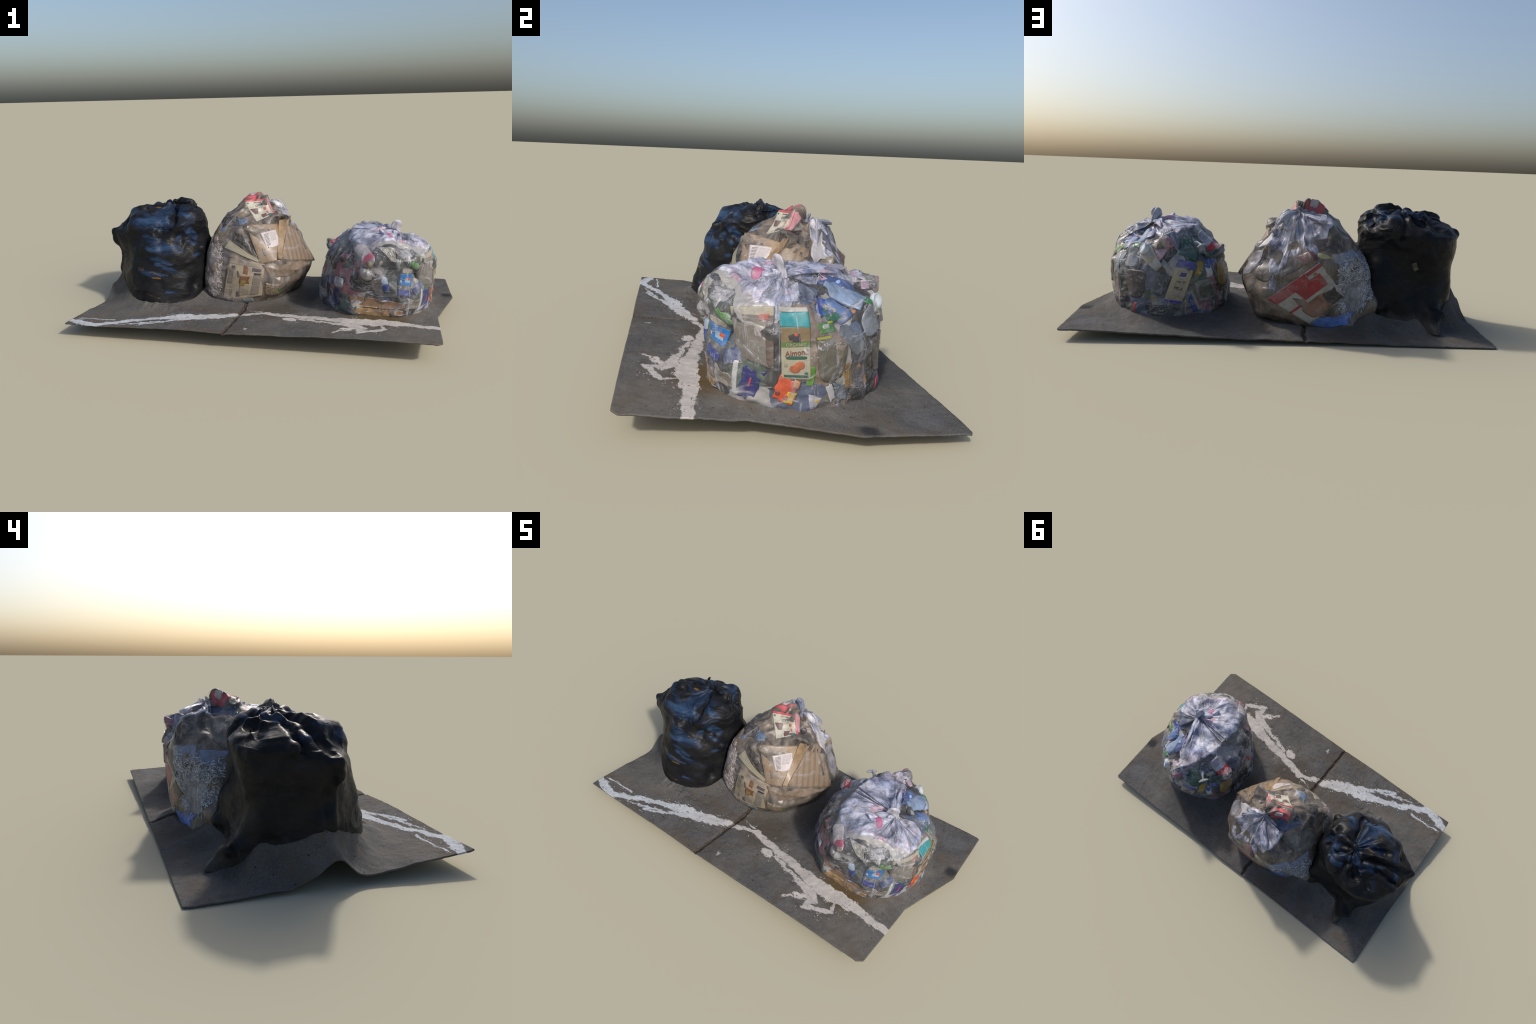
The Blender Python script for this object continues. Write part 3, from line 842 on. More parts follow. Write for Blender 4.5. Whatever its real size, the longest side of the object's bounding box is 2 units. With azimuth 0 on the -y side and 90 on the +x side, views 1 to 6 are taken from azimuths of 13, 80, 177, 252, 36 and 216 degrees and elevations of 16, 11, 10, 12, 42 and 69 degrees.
def shape_uv(kind, n, m, seed):
    """parameter grid -> positions in the unit square, following the outline of the piece"""
    a, b = np.meshgrid(np.linspace(-1, 1, n), np.linspace(-1, 1, m), indexing="ij")
    u, v = a.copy(), b.copy()
    if kind == "round":
        u, v = a * np.sqrt(1 - b * b / 2), b * np.sqrt(1 - a * a / 2)
    elif kind == "soft":
        k = .30
        u, v = a * np.sqrt(1 - k * b ** 4), b * np.sqrt(1 - k * a ** 4)
    elif kind == "bottle":
        w = np.where(b < -.45, .36 + .64 * smooth(-.82, -.45, b), 1.0)
        u = a * w
    elif kind == "torn":
        r = np.random.default_rng(seed)
        ph = r.uniform(0, TAU, 6)
        ang = np.arctan2(b, a)
        s = 1 - .14 * (1 + np.sin(2 * ang + ph[0])) / 2 - .10 * (1 + np.sin(5 * ang + ph[1])) / 2 - .07 * (1 + np.sin(9 * ang + ph[2])) / 2
        u, v = a * s, b * s
    elif kind == "wedge":
        u = a * (1 - .55 * (b + 1) / 2)
    return a, b, (u + 1) / 2, (v + 1) / 2


PLACED = []


class Piece:
    """a carton, bottle, sheet or label lying under the film: four corners (top left, top right,
    bottom right, bottom left), laid on the bag, flattened, with thickness and soft edges"""
    def __init__(self, host, name, corners, mat, kind="rect", lift=.0015, bulge=0.0, flat=.75, seed=0, res=None, par=None, rag=0.0):
        self.host = host
        self.C = np.array(corners, float)
        PLACED.append(self.C)
        c = self.C.mean(0)
        d1, d2 = self.C[2] - self.C[0], self.C[1] - self.C[3]
        n = unit(np.cross(d1, d2))
        _, hn = host.near(c)
        if n @ hn < 0:
            n = -n
        self.n, self.c = n, c
        self.u = unit(self.C[1] + self.C[2] - self.C[0] - self.C[3])
        self.u = unit(self.u - n * (self.u @ n))
        self.v = np.cross(n, self.u)
        self.lift, self.bulge, self.flat = lift, bulge * .7, flat
        g = np.linspace(0, 1, 9)
        U, V = np.meshgrid(g, g, indexing="ij")
        d = self.depth(U, V)
        A = self.basis(U.ravel(), V.ravel())
        self.fit = np.linalg.lstsq(A, d.ravel(), rcond=None)[0]
        self.extra = max(0.0, np.quantile(d.ravel() - A @ self.fit, .70))
        self.ob = self.build(name, mat, kind, seed, res, lift, .020, rag)
        parent(self.ob, par or host.thing)

    @staticmethod
    def basis(u, v):
        return np.stack([np.ones_like(u), u, v, u * v, u * u, v * v], 1)

    def flatpos(self, U, V):
        C = self.C
        U, V = U[..., None], V[..., None]
        return (C[0] * (1 - U) + C[1] * U) * (1 - V) + (C[3] * (1 - U) + C[2] * U) * V

    def depth(self, U, V):
        Q = self.flatpos(U, V)
        out = np.zeros(U.shape)
        n = Vector(self.n)
        for i in np.ndindex(U.shape):
            h = self.host.tree.ray_cast(Vector(Q[i]) + n * .12, -n, .24)
            out[i] = (np.array(h[0]) - Q[i]) @ self.n if h[0] is not None else np.nan
        bad = np.isnan(out)
        if bad.any():
            out[bad] = np.nanmin(out) if not bad.all() else 0.0
        return out

    def surf(self, U, V):
        d = self.depth(U, V)
        s = (self.basis(U.ravel(), V.ravel()) @ self.fit).reshape(U.shape) + self.extra
        d = (1 - self.flat) * d + self.flat * s
        d = d + self.bulge * np.sqrt(np.clip(1 - (2 * np.clip(U, 0, 1) - 1) ** 2, 0, 1))
        return self.flatpos(U, V), d

    def build(self, name, mat, kind, seed, res, lift, thick, rag, box=(0, 0, 1, 1)):
        size = max(np.linalg.norm(self.C[1] - self.C[0]), np.linalg.norm(self.C[3] - self.C[0])) * max(box[2] - box[0], box[3] - box[1])
        n = res or int(np.clip(size / .0045, 7, 30))
        a, b, u, v = shape_uv(kind, n, n, seed)
        u, v = box[0] + u * (box[2] - box[0]), box[1] + v * (box[3] - box[1])
        Q, d = self.surf(u, v)
        rim = np.maximum(np.abs(a), np.abs(b))
        up = Q + self.n * (d + lift - .0016 * (rim > .97))[..., None]
        if rag:
            q = np.random.default_rng(seed).normal(0, rag, up.shape[:2])
            up = up + self.n * q[..., None]
        dn = Q + self.n * (d + lift - thick)[..., None]
        V = np.concatenate([up.reshape(-1, 3), dn.reshape(-1, 3)]) - self.c
        V = np.stack([V @ self.u, V @ self.v, V @ self.n], 1)
        idx = np.arange(n * n).reshape(n, n)
        o = n * n
        F = []
        for i in range(n - 1):
            for j in range(n - 1):
                q = [int(k) for k in (idx[i, j], idx[i, j + 1], idx[i + 1, j + 1], idx[i + 1, j])]
                F.append(tuple(q))
                F.append(tuple(o + k for k in reversed(q)))
        e = [int(k) for k in idx[:, 0]] + [int(k) for k in idx[-1, 1:]] + [int(k) for k in idx[-2::-1, -1]] + [int(k) for k in idx[0, -2:0:-1]]
        for p, q in zip(e, e[1:] + e[:1]):
            F.append((p, q, o + q, o + p))
        ob = mesh_object(name, V, F, mat)
        M = Matrix.Identity(4)
        for k, ax in enumerate((self.u, self.v, self.n)):
            for r in range(3):
                M[r][k] = ax[r]
        for r in range(3):
            M[r][3] = self.c[r]
        ob.matrix_world = M
        bpy.context.view_layer.update()
        return ob

    def print(self, name, box, mat, kind="rect", lift=.0012, seed=0):
        """label, band or picture stuck on the piece"""
        ob = self.build(name, mat, kind, seed, None, self.lift + lift, .004, 0, box)
        parent(ob, self.ob)
        return ob

    def text(self, words, box, mat, lift=.0026, slant=0.0):
        """raised lettering fitted into a box of the piece"""
        cu = bpy.data.curves.new("lettering", "FONT")
        cu.body, cu.extrude, cu.resolution_u = words, .02, 3
        tmp = bpy.data.objects.new("lettering_source", cu)
        bpy.context.scene.collection.objects.link(tmp)
        dg = bpy.context.evaluated_depsgraph_get()
        me = bpy.data.meshes.new_from_object(tmp.evaluated_get(dg))
        bpy.data.objects.remove(tmp)
        co = np.array([tuple(v.co) for v in me.vertices])
        lo, hi = co.min(0), co.max(0)
        t = (co - lo) / (hi - lo + 1e-9)
        u = box[0] + t[:, 0] * (box[2] - box[0])
        v = box[3] - t[:, 1] * (box[3] - box[1]) - slant * (t[:, 0] - .5)
        Q, d = self.surf(u, v)
        W = Q + self.n * (d + self.lift + lift - .0012 + .0012 * t[:, 2])[:, None] - self.c
        W = np.stack([W @ self.u, W @ self.v, W @ self.n], 1)
        for vert, w in zip(me.vertices, W):
            vert.co = w
        me.update()
        ob = bpy.data.objects.new("lettering", me)
        me.materials.clear()
        me.materials.append(mat)
        bpy.context.scene.collection.objects.link(ob)
        ob.matrix_world = self.ob.matrix_world.copy()
        bpy.context.view_layer.update()
        parent(ob, self.ob)
        return ob


def along(host, p0, p1, w):
    """corners of a strip of width w lying on the bag from p0 to p1"""
    p0, p1 = np.array(p0, float), np.array(p1, float)
    _, n = host.near((p0 + p1) / 2)
    s = unit(np.cross(unit(p1 - p0), n)) * (w / 2)
    return p0 + s, p0 - s, p1 - s, p1 + s


def sweep(name, spine, radii, mat, thing, nt=20, up=(0, 0, 1), crumple=0.0, seed=0):
    """closed tapered tube with elliptical sections: film tufts, necks, twisted ends"""
    S = catmull(np.array(spine, float), 8 * len(spine), False)
    R = catmull(np.array(radii, float), 8 * len(spine), False)
    r = np.random.default_rng(seed)
    ph = r.uniform(0, TAU, 4)
    T = np.gradient(S, axis=0)
    V = []
    for p, t, (a, b) in zip(S, T, R):
        t = unit(t)
        x = unit(np.cross(t, up)) if abs(t @ np.array(up)) < .98 else np.array((1.0, 0, 0))
        y = np.cross(t, x)
        k = np.arange(nt) * TAU / nt
        m = 1 + crumple * (np.sin(3 * k + ph[0] + p[2] * 60) * .5 + np.sin(5 * k + ph[1] - p[2] * 90) * .5)
        V += list(p + (m * np.cos(k))[:, None] * x * a + (m * np.sin(k))[:, None] * y * b)
    n = len(S)
    F = tube_faces(n, nt) + [tuple(reversed(range(nt))), tuple((n - 1) * nt + j for j in range(nt))]
    ob = mesh_object(name, V, F, mat)
    ob["outside"] = True
    parent(ob, thing)
    return ob


def flap(host, name, knot, angles, reach, mat, rim, lift=.003):
    """layer of gathered film spread out from the knot: reach by angle (degrees)"""
    na, nr = 150, 40
    a = np.linspace(angles[0], angles[-1], na)
    R = np.interp(a, angles, reach)
    wob = np.array([noise.noise(Vector((k * .09, 3.1, 0))) for k in a])
    R = R * (1 + .10 * wob)
    t = np.linspace(0.02, 1, nr)
    X = knot[0] + np.cos(np.radians(a))[:, None] * R[:, None] * t
    Y = knot[1] + np.sin(np.radians(a))[:, None] * R[:, None] * t
    Z = np.zeros_like(X)
    for i in np.ndindex(X.shape):
        h = host.tree.ray_cast(Vector((X[i], Y[i], .9)), Vector((0, 0, -1)))
        Z[i] = h[0].z if h[0] is not None else np.nan
    for i in range(na):
        bad = np.isnan(Z[i])
        if bad.any():
            k = np.argmax(bad)
            Z[i, k:] = Z[i, k - 1]
            X[i, k:], Y[i, k:] = X[i, k - 1], Y[i, k - 1]
    tt = np.repeat(t[None], na, 0)
    fold = np.array([noise.noise(Vector((k * .22, 0, 5.0))) for k in a])[:, None] * .010 * tt * (1 - tt * .3)
    Z = Z + lift + np.maximum(fold, -.001) + rim * smooth(.75, .95, tt) * (1 - smooth(.96, 1.0, tt) * .7)
    up = np.stack([X, Y, Z], 2).reshape(-1, 3)
    dn = np.stack([X, Y, Z - .018], 2).reshape(-1, 3)
    idx = np.arange(na * nr).reshape(na, nr)
    o = na * nr
    F = []
    for i in range(na - 1):
        for j in range(nr - 1):
            q = [int(k) for k in (idx[i, j], idx[i, j + 1], idx[i + 1, j + 1], idx[i + 1, j])]
            F.append(tuple(q))
            F.append(tuple(o + k for k in reversed(q)))
    e = [int(k) for k in idx[:, 0]] + [int(k) for k in idx[-1, 1:]] + [int(k) for k in idx[-2::-1, -1]] + [int(k) for k in idx[0, -2:0:-1]]
    for p, q in zip(e, e[1:] + e[:1]):
        F.append((p, q, o + q, o + p))
    ob = mesh_object(name, np.concatenate([up, dn]), F, mat)
    parent(ob, host.thing)
    return ob


def shreds(host, name, corners, count, mats, seed, length=(.010, .022)):
    """curled strips of shredded paper over a region of the bag"""
    r = np.random.default_rng(seed)
    C = np.array(corners, float)
    n0 = unit(np.cross(C[2] - C[0], C[1] - C[3]))
    _, hn = host.near(C.mean(0))
    n0 = n0 if n0 @ hn > 0 else -n0
    V, F, M = [], [], []
    for _ in range(count):
        rr, tt = math.sqrt(r.uniform(0, 1)) * r.uniform(.85, 1.06), r.uniform(0, TAU)
        u, v = .5 + .52 * rr * math.copysign(abs(math.cos(tt)) ** .7, math.cos(tt)), .5 + .52 * rr * math.copysign(abs(math.sin(tt)) ** .7, math.sin(tt))
        q = (C[0] * (1 - u) + C[1] * u) * (1 - v) + (C[3] * (1 - u) + C[2] * u) * v
        p, n = host.near(q)
        a = unit(np.cross(n, r.normal(size=3)))
        b = np.cross(n, a)
        L, w, curl = r.uniform(*length), r.uniform(.0012, .0022), r.uniform(-.5, .5)
        base = len(V)
        for k in range(5):
            s = (k / 4 - .5) * L
            c = p + a * s + b * curl * (s * s) * 40 + n * (.0022 + r.uniform(0, .0022))
            for e, h in ((-w, 0), (w, 0), (w, -.003), (-w, -.003)):
                V.append(c + b * e / 1 + n * h)
        for k in range(4):
            for e in range(4):
                F.append((base + k * 4 + e, base + k * 4 + (e + 1) % 4, base + k * 4 + 4 + (e + 1) % 4, base + k * 4 + 4 + e))
        F.append((base + 3, base + 2, base + 1, base))
        F.append((base + 16, base + 17, base + 18, base + 19))
        M += [int(r.integers(len(mats)))] * 18
    ob = mesh_object(name, V, F, mats[0], False)
    for m in mats[1:]:
        ob.data.materials.append(m)
    ob.data.polygons.foreach_set("material_index", M)
    ob["kind"] = "stuff"
    parent(ob, host.thing)
    return ob


def creases(host, name, count, region, mat, seed, width=(.0010, .0022), length=(.03, .10), aim=None):
    """fine raised wrinkles of the film, as low ribs lying on the surface"""
    r = np.random.default_rng(seed)
    V, F = [], []
    made = 0
    for _ in range(count * 6):
        if made >= count:
            break
        d = unit(r.normal(size=3))
        p, n = host.near(host.centre + d * .33)
        if not region(p, n):
            continue
        if aim is not None and r.uniform() < .75:
            t = unit(np.array(aim) - p + r.normal(0, .04, 3))
        else:
            t = unit(np.cross(n, (0, 0, 1)) + r.normal(0, .45, 3))
        L, w = r.uniform(*length), r.uniform(*width)
        K = 12
        base = len(V)
        q = p.copy()
        for k in range(K):
            q, n = host.near(q)
            t = unit(t - n * (t @ n) + r.normal(0, .06, 3))
            s = np.cross(n, t)
            f = math.sin(math.pi * (k + .15) / (K - .7))
            for e, h in ((-1.6, -.6), (-.6, .55), (.6, .55), (1.6, -.6)):
                V.append(q + s * e * w * f + n * h * w * f * 1.2)
            q = q + t * L / K
        for k in range(K - 1):
            for e in range(4):
                F.append((base + k * 4 + e, base + k * 4 + (e + 1) % 4, base + k * 4 + 4 + (e + 1) % 4, base + k * 4 + 4 + e))
        F.append((base + 3, base + 2, base + 1, base))
        b2 = base + (K - 1) * 4
        F.append((b2, b2 + 1, b2 + 2, b2 + 3))
        made += 1
    ob = mesh_object(name, V, F, mat)
    ob["kind"] = "stuff"
    parent(ob, host.thing)
    return ob


def film_over(host, name, P, mat, gap=.0010, passes=3, clear=.0):
    """stretch the film over everything packed in the bag"""
    bpy.context.view_layer.update()
    V, F = [], []
    for o in host.thing.children_recursive:
        if o.type != "MESH" or o.get("outside"):
            continue
        M = np.array(o.matrix_world)
        n = len(o.data.vertices)
        co = np.empty(n * 3)
        o.data.vertices.foreach_get("co", co)
        base = len(V)
        V.extend((co.reshape(-1, 3) @ M[:3, :3].T + M[:3, 3]).tolist())
        F.extend([tuple(base + k for k in p.vertices) for p in o.data.polygons])
    tree = BVHTree.FromPolygons([Vector(v) for v in V], F)
    step = 2
    Q = P[::step, ::step]
    N = grid_normals(Q)
    up = Q - host.centre
    flip = np.sign((N * up).sum(2))
    N = N * flip[..., None]
    off = np.zeros(Q.shape[:2])
    for i in np.ndindex(off.shape):
        n = Vector(N[i])
        h = tree.ray_cast(Vector(Q[i]) + n * .035, -n, .05)
        if h[0] is not None:
            off[i] = min(.012, max(0.0, (np.array(h[0]) - Q[i]) @ N[i]))
    big = off
    for _ in range(1):
        pad = np.pad(big, ((1, 1), (0, 0)), mode="edge")
        big = np.maximum(np.maximum(pad[:-2], pad[2:]), big)
        big = np.maximum(np.maximum(np.roll(big, 1, 1), np.roll(big, -1, 1)), big)
    s = big
    for _ in range(passes):
        pad = np.pad(s, ((1, 1), (0, 0)), mode="edge")
        s = (pad[:-2] + pad[2:] + 2 * s) / 4
        s = (np.roll(s, 1, 1) + np.roll(s, -1, 1) + 2 * s) / 4
    s = np.maximum(s, off) + gap
    cap = smooth(1.0, .93, np.linspace(0, 1, len(Q)))[:, None]
    R = Q + N * (s * cap - .010 * (1 - cap))[..., None]
    R[..., 2] = np.maximum(R[..., 2], pave_z(R[..., 0], R[..., 1]) - .004)
    ob = bag_mesh(name, R, mat)
    parent(ob, host.thing)
    return ob
# ------------------------------------------------------------------ clear bag of cardboard and paper
def fill_paper(H):
    T = H.thing
    kraft = plain("kraft_cardboard", (.265, .190, .122), .25, .18)
    kraft2 = striped("creased_cardboard", (.235, .170, .110), (.085, .062, .042), 0, 190, .45, .4)
    tan = plain("tan_card", (.285, .190, .100), .25, .25)
    brown = plain("brown_paper", (.25, .19, .115), .35, .35)
    black = plain("dark_print", (.035, .035, .042), 0, .3)
    dark = plain("near_black_brown", (.020, .016, .013), .15, .3)
    white = plain("white_label", (.52, .47, .47), .15, .08)
    bars = striped("barcode_print", (.50, .46, .46), (.04, .04, .06), 1, 900, .9, .0)
    cream = plain("cream_card", (.49, .47, .385), .12, .08)
    choc = plain("chocolate_print", (.13, .065, .060), .15, .3)
    red = plain("red_card", (.48, .070, .085), .45, .2)
    pinkish = plain("pink_film", (.50, .24, .26), .5, .2)
    green = plain("green_print", (.09, .17, .03), .2, .3)
    teal = plain("teal_print", (.03, .13, .11), 0, .3)
    newsp = plain("newspaper", (.325, .270, .190), .22, .15)
    column = striped("newspaper_columns", (.24, .205, .155), (.085, .080, .080), 1, 800, .75, .15)
    rust = plain("rust_print", (.17, .075, .030), .15, .3)
    yellowish = striped("printed_leaflet", (.30, .275, .19), (.15, .14, .10), 1, 700, .6, .2)
    strand = [plain("shredded_paper_light", (.52, .47, .46), .0, .1), plain("shredded_paper_mid", (.36, .32, .315), 0, .1), plain("shredded_paper_dark", (.20, .175, .17), 0, .2)]
    strandb = [plain("shredded_paper_cool", (.46, .50, .57), .0, .1), plain("shredded_paper_grey", (.29, .31, .36), 0, .1), plain("shredded_paper_shadow", (.15, .16, .18), 0, .2)]
    bed = plain("shredded_paper_bed", (.28, .245, .24), .3, .4)
    bedb = plain("shredded_paper_cool_bed", (.19, .205, .24), .3, .4)
    greyfilm = plain("milky_film", (.42, .41, .43), .5, .2)
    bluefilm = plain("blue_film", (.060, .085, .165), .45, .45)
    blue = plain("blue_plastic", (.070, .165, .50), .4, .35)
    redbox = plain("red_print", (.25, .018, .026), .22, .2)
    offwhite = plain("off_white_card", (.30, .295, .27), .2, .15)
    dog = plain("brown_photo_print", (.17, .085, .055), .2, .4)
    paleyel = plain("pale_yellow_wrapper", (.38, .36, .18), .3, .2)
    greytan = plain("grey_tan_paper", (.150, .138, .115), .4, .35)

    # shredded paper bundle at the left, front and back
    C = [(-.395, .10, .40), (-.262, -.045, .395), (-.290, -.095, .085), (-.395, .02, .10)]
    Piece(H, "shredded_paper_bale", C, bed, "round", flat=.3, rag=.001)
    shreds(H, "shredded_paper_strips", C, 1300, strand, 5)
    C = [(-.245, .455, .375), (-.395, .345, .385), (-.430, .330, .120), (-.270, .430, .100)]
    Piece(H, "shredded_paper_bale", C, bedb, "round", flat=.3, rag=.001)
    shreds(H, "shredded_paper_strips", C, 1300, strandb, 6)
    C = [(-.395, .36, .41), (-.44, .26, .38), (-.45, .28, .12), (-.43, .335, .12)]
    shreds(H, "shredded_paper_strips", C, 300, strandb, 8)
    Piece(H, "blue_white_film", [(-.345, .40, .41), (-.40, .24, .40), (-.425, .25, .33), (-.37, .37, .33)], plain("pale_blue_film", (.17, .215, .34), .6, .3), "torn", seed=3)

    Piece(H, "blue_white_film", [(-.215, .462, .405), (-.350, .395, .430), (-.400, .350, .355), (-.245, .460, .330)], plain("hazy_blue_film", (.20, .23, .31), .6, .3), "torn", seed=6, flat=.2)
    # newspaper bundle
    p = Piece(H, "newspaper_bundle", [(-.228, -.087, .331), (-.022, -.088, .292), (-.050, -.108, .116), (-.280, -.106, .070)], newsp, flat=.6)
    p.print("newspaper_edge", (.0, .0, 1, .12), plain("newspaper_fold", (.25, .21, .165), .4, .3))
    p.print("text_column", (.06, .20, .20, .58), column)
    p.print("text_column", (.72, .30, .92, .92), column)
    p.print("text_column", (.40, .58, .68, .90), striped("faint_columns", (.29, .24, .175), (.17, .15, .12), 1, 900, .5, .1))
    p.print("text_column", (.06, .68, .26, .96), striped("faint_columns", (.29, .24, .175), (.17, .15, .12), 1, 900, .5, .1))
    p.print("photo_print", (.10, .15, .22, .26), plain("grey_print", (.085, .078, .078), .1, .3))
    p.print("photo_print", (.66, .14, .90, .24), plain("mauve_print", (.10, .075, .085), .1, .3))
    p.print("photo_print", (.12, .74, .24, .88), plain("grey_print", (.15, .13, .115), .1, .4))
    p.print("photo_print", (.34, .76, .46, .92), plain("grey_print", (.12, .105, .105), .1, .4))
    p.print("flower_print", (.42, .10, .58, .34), rust, "torn", seed=1)
    p.print("flower_print", (.34, .36, .66, .60), rust, "torn", seed=2, lift=.0016)
    p.print("flower_print", (.40, .46, .56, .66), plain("ochre_print", (.22, .15, .04), .1, .3), "torn", seed=5, lift=.0022)
    p.print("headline_print", (.72, .27, .92, .34), black)
    Piece(H, "teal_scrap", [(-.165, -.108, .10), (-.10, -.11, .105), (-.085, -.10, .07), (-.165, -.10, .06)], plain("grey_teal_paper", (.13, .16, .16), .2, .2), "torn", seed=4)
    Piece(H, "folded_leaflet", [(-.240, -.047, .418), (-.066, -.086, .320), (-.070, -.088, .306), (-.264, -.060, .378)], yellowish, flat=.7, lift=.004)
    Piece(H, "dark_patch", [(-.235, -.02, .44), (-.155, -.03, .47), (-.06, -.085, .322), (-.10, -.08, .345)], dark, "torn", seed=8, flat=.2)

    # cardboard boxes
    p = Piece(H, "cardboard_box", [(-.145, -.027, .498), (.030, .125, .485), (.047, -.040, .312), (-.050, -.080, .297)], kraft, flat=.9, lift=.002)
    p.print("box_edge", (.0, .0, .06, 1), plain("box_edge_card", (.19, .145, .10), .2, .2))
    q = Piece(H, "address_label", [(-.069, -.012, .452), (.014, .105, .455), (.018, .03, .372), (-.024, -.029, .363)], white, flat=.9, lift=.006)
    q.print("barcode", (.10, .10, .34, .80), bars)
    q.print("text_block", (.42, .10, .80, .60), striped("small_print", (.50, .455, .455), (.20, .19, .21), 1, 1400, .6, .0))
    q.print("text_block", (.05, .86, .16, .95), black)
    p.print("tape_mark", (.22, .62, .38, .86), plain("grey_stamp", (.16, .14, .125), .2, .5), "torn", seed=6)
    Piece(H, "box_flap", [(.022, .118, .508), (.063, .151, .500), (.056, -.034, .313), (.034, -.045, .318)], tan, flat=.8, lift=.010)
    p = Piece(H, "cardboard_box", [(.066, .158, .497), (.098, .225, .470), (.198, .194, .242), (.056, -.036, .306)], kraft2, flat=.85, lift=.003)
    p.print("printed_mark", (.35, .08, .50, .20), plain("worn_print", (.08, .06, .05), .2, .5), "torn", seed=3)
    p.print("printed_mark", (.62, .10, .76, .22), plain("worn_print", (.09, .065, .05), .2, .5), "torn", seed=7)
    Piece(H, "cardboard_strip", [(-.043, -.086, .296), (.190, .150, .238), (.095, -.015, .214), (.006, -.092, .226)], plain("shaded_cardboard", (.20, .150, .108), .45, .3), flat=.4)
    Piece(H, "crumpled_brown_paper", [(-.027, -.111, .199), (.052, -.066, .178), (.041, -.020, .093), (-.041, -.102, .112)], brown, "torn", flat=.2, seed=2, rag=.0015)
    Piece(H, "green_scrap", along(H, (.047, -.055, .155), (.042, -.018, .092), .018), green, "torn", seed=9)
    Piece(H, "white_scrap", [(.032, -.080, .216), (.061, -.058, .224), (.057, -.064, .197), (.041, -.077, .200)], white, "torn", seed=1)
    Piece(H, "white_scrap", along(H, (.082, -.037, .232), (.101, -.018, .230), .018), white, "soft")

    # food wrapper and red lid poking out at the top
    p = Piece(H, "food_wrapper", [(-.196, .146, .607), (-.064, .196, .606), (-.024, .166, .514), (-.108, .070, .500)], cream, flat=.6, lift=.003)
    p.print("red_border", (.0, .0, 1, .09), red)
    p.print("red_border", (.90, .05, 1, 1), red)
    p.print("chocolate_picture", (.04, .42, .42, .70), choc, "wedge")
    p.print("chocolate_picture", (.34, .74, .66, .98), choc, "torn", seed=3)
    p.print("dotted_print", (.62, .42, .76, .60), plain("red_dots", (.52, .12, .10), .1, .2), "torn", seed=4)
    p.print("dotted_print", (.66, .66, .78, .84), plain("red_dots", (.52, .12, .10), .1, .2), "torn", seed=8)
    p.print("green_seal", (.62, .86, .84, .98), teal, "soft")
    p.print("green_seal", (.04, .12, .14, .20), teal, "round")
    p.text("COOKIES", (.36, .24, .78, .34), black, slant=.06)
    p.text("chocolate chip", (.36, .14, .80, .19), black)
    Piece(H, "red_lid", [(-.200, .165, .600), (-.100, .210, .634), (-.110, .262, .585), (-.215, .225, .580)], red, "soft", flat=.3, lift=.002)
    Piece(H, "red_lid_window", [(-.165, .195, .605), (-.125, .215, .615), (-.128, .238, .597), (-.170, .218, .592)], plain("pale_print", (.42, .36, .37), .3, .2), "soft", lift=.004)
    Piece(H, "pink_film_strip", [(-.090, .200, .620), (-.060, .235, .590), (-.025, .175, .520), (-.050, .155, .520)], pinkish, "torn", seed=12, lift=.004)
    Piece(H, "dark_patch", [(-.035, .20, .54), (.00, .215, .54), (.005, .19, .51), (-.025, .175, .505)], dark, "round", flat=.2)
    Piece(H, "white_film_fold", [(-.080, .272, .585), (-.030, .262, .582), (.035, .275, .530), (.0, .330, .545)], plain("white_film", (.55, .55, .58), .4, .12), "torn", seed=5, lift=.004)
    Piece(H, "white_film_fold", [(.0, .320, .545), (.045, .272, .520), (.135, .235, .385), (.085, .330, .420)], greyfilm, "torn", seed=15, lift=.003)
    Piece(H, "milky_film_fold", [(.08, .35, .42), (.15, .24, .38), (.20, .24, .25), (.15, .34, .28)], plain("grey_lilac_film", (.19, .185, .21), .6, .4), "soft", flat=.2)

    # back: red printed box, brown paper, blue plastic
    p = Piece(H, "printed_box", [(-.165, .476, .370), (-.300, .420, .195), (-.135, .442, .066), (.066, .424, .182)], offwhite, flat=.9, lift=.003)
    p.print("red_panel", (.0, .30, .22, 1), redbox)
    p.print("red_panel", (.18, .10, .50, .62), redbox)
    p.print("red_panel", (.02, .0, .10, .30), redbox)
    p.print("red_panel", (.50, .62, .56, 1), redbox)
    p.print("animal_picture", (.56, .22, .98, .84), dog, "soft")
    p.print("animal_picture", (.60, .02, .99, .38), plain("black_photo_print", (.022, .020, .022), .15, .4), "torn", seed=4, lift=.0018)
    p.print("animal_picture", (.78, .50, .96, .72), plain("tan_photo_print", (.20, .11, .08), .1, .3), "torn", seed=6, lift=.0018)
    p.print("printed_mark", (.12, .14, .17, .20), dog, "round")
    Piece(H, "blue_plastic_bottom", [(-.085, .436, .082), (-.375, .385, .125), (-.335, .395, .046), (-.170, .432, .040)], blue, "torn", seed=3, flat=.3)
    Piece(H, "yellow_wrapper", [(-.140, .455, .416), (-.200, .462, .402), (-.245, .455, .383), (-.156, .467, .382)], paleyel, "torn", seed=2)
    Piece(H, "maroon_wrapper", along(H, (-.115, .455, .42), (-.135, .470, .365), .035), plain("maroon_film", (.10, .03, .035), .4, .4), "torn", seed=5)
    Piece(H, "brown_paper_sheet", [(-.01, .40, .455), (-.10, .41, .475), (-.100, .462, .345), (.05, .435, .255)], plain("dim_brown_paper", (.105, .085, .066), .55, .4), "soft", flat=.3)
    Piece(H, "dark_cardboard", [(.06, .36, .42), (.0, .42, .40), (.06, .43, .25), (.15, .36, .27)], plain("dim_cardboard", (.060, .052, .046), .5, .4), "soft", flat=.4)
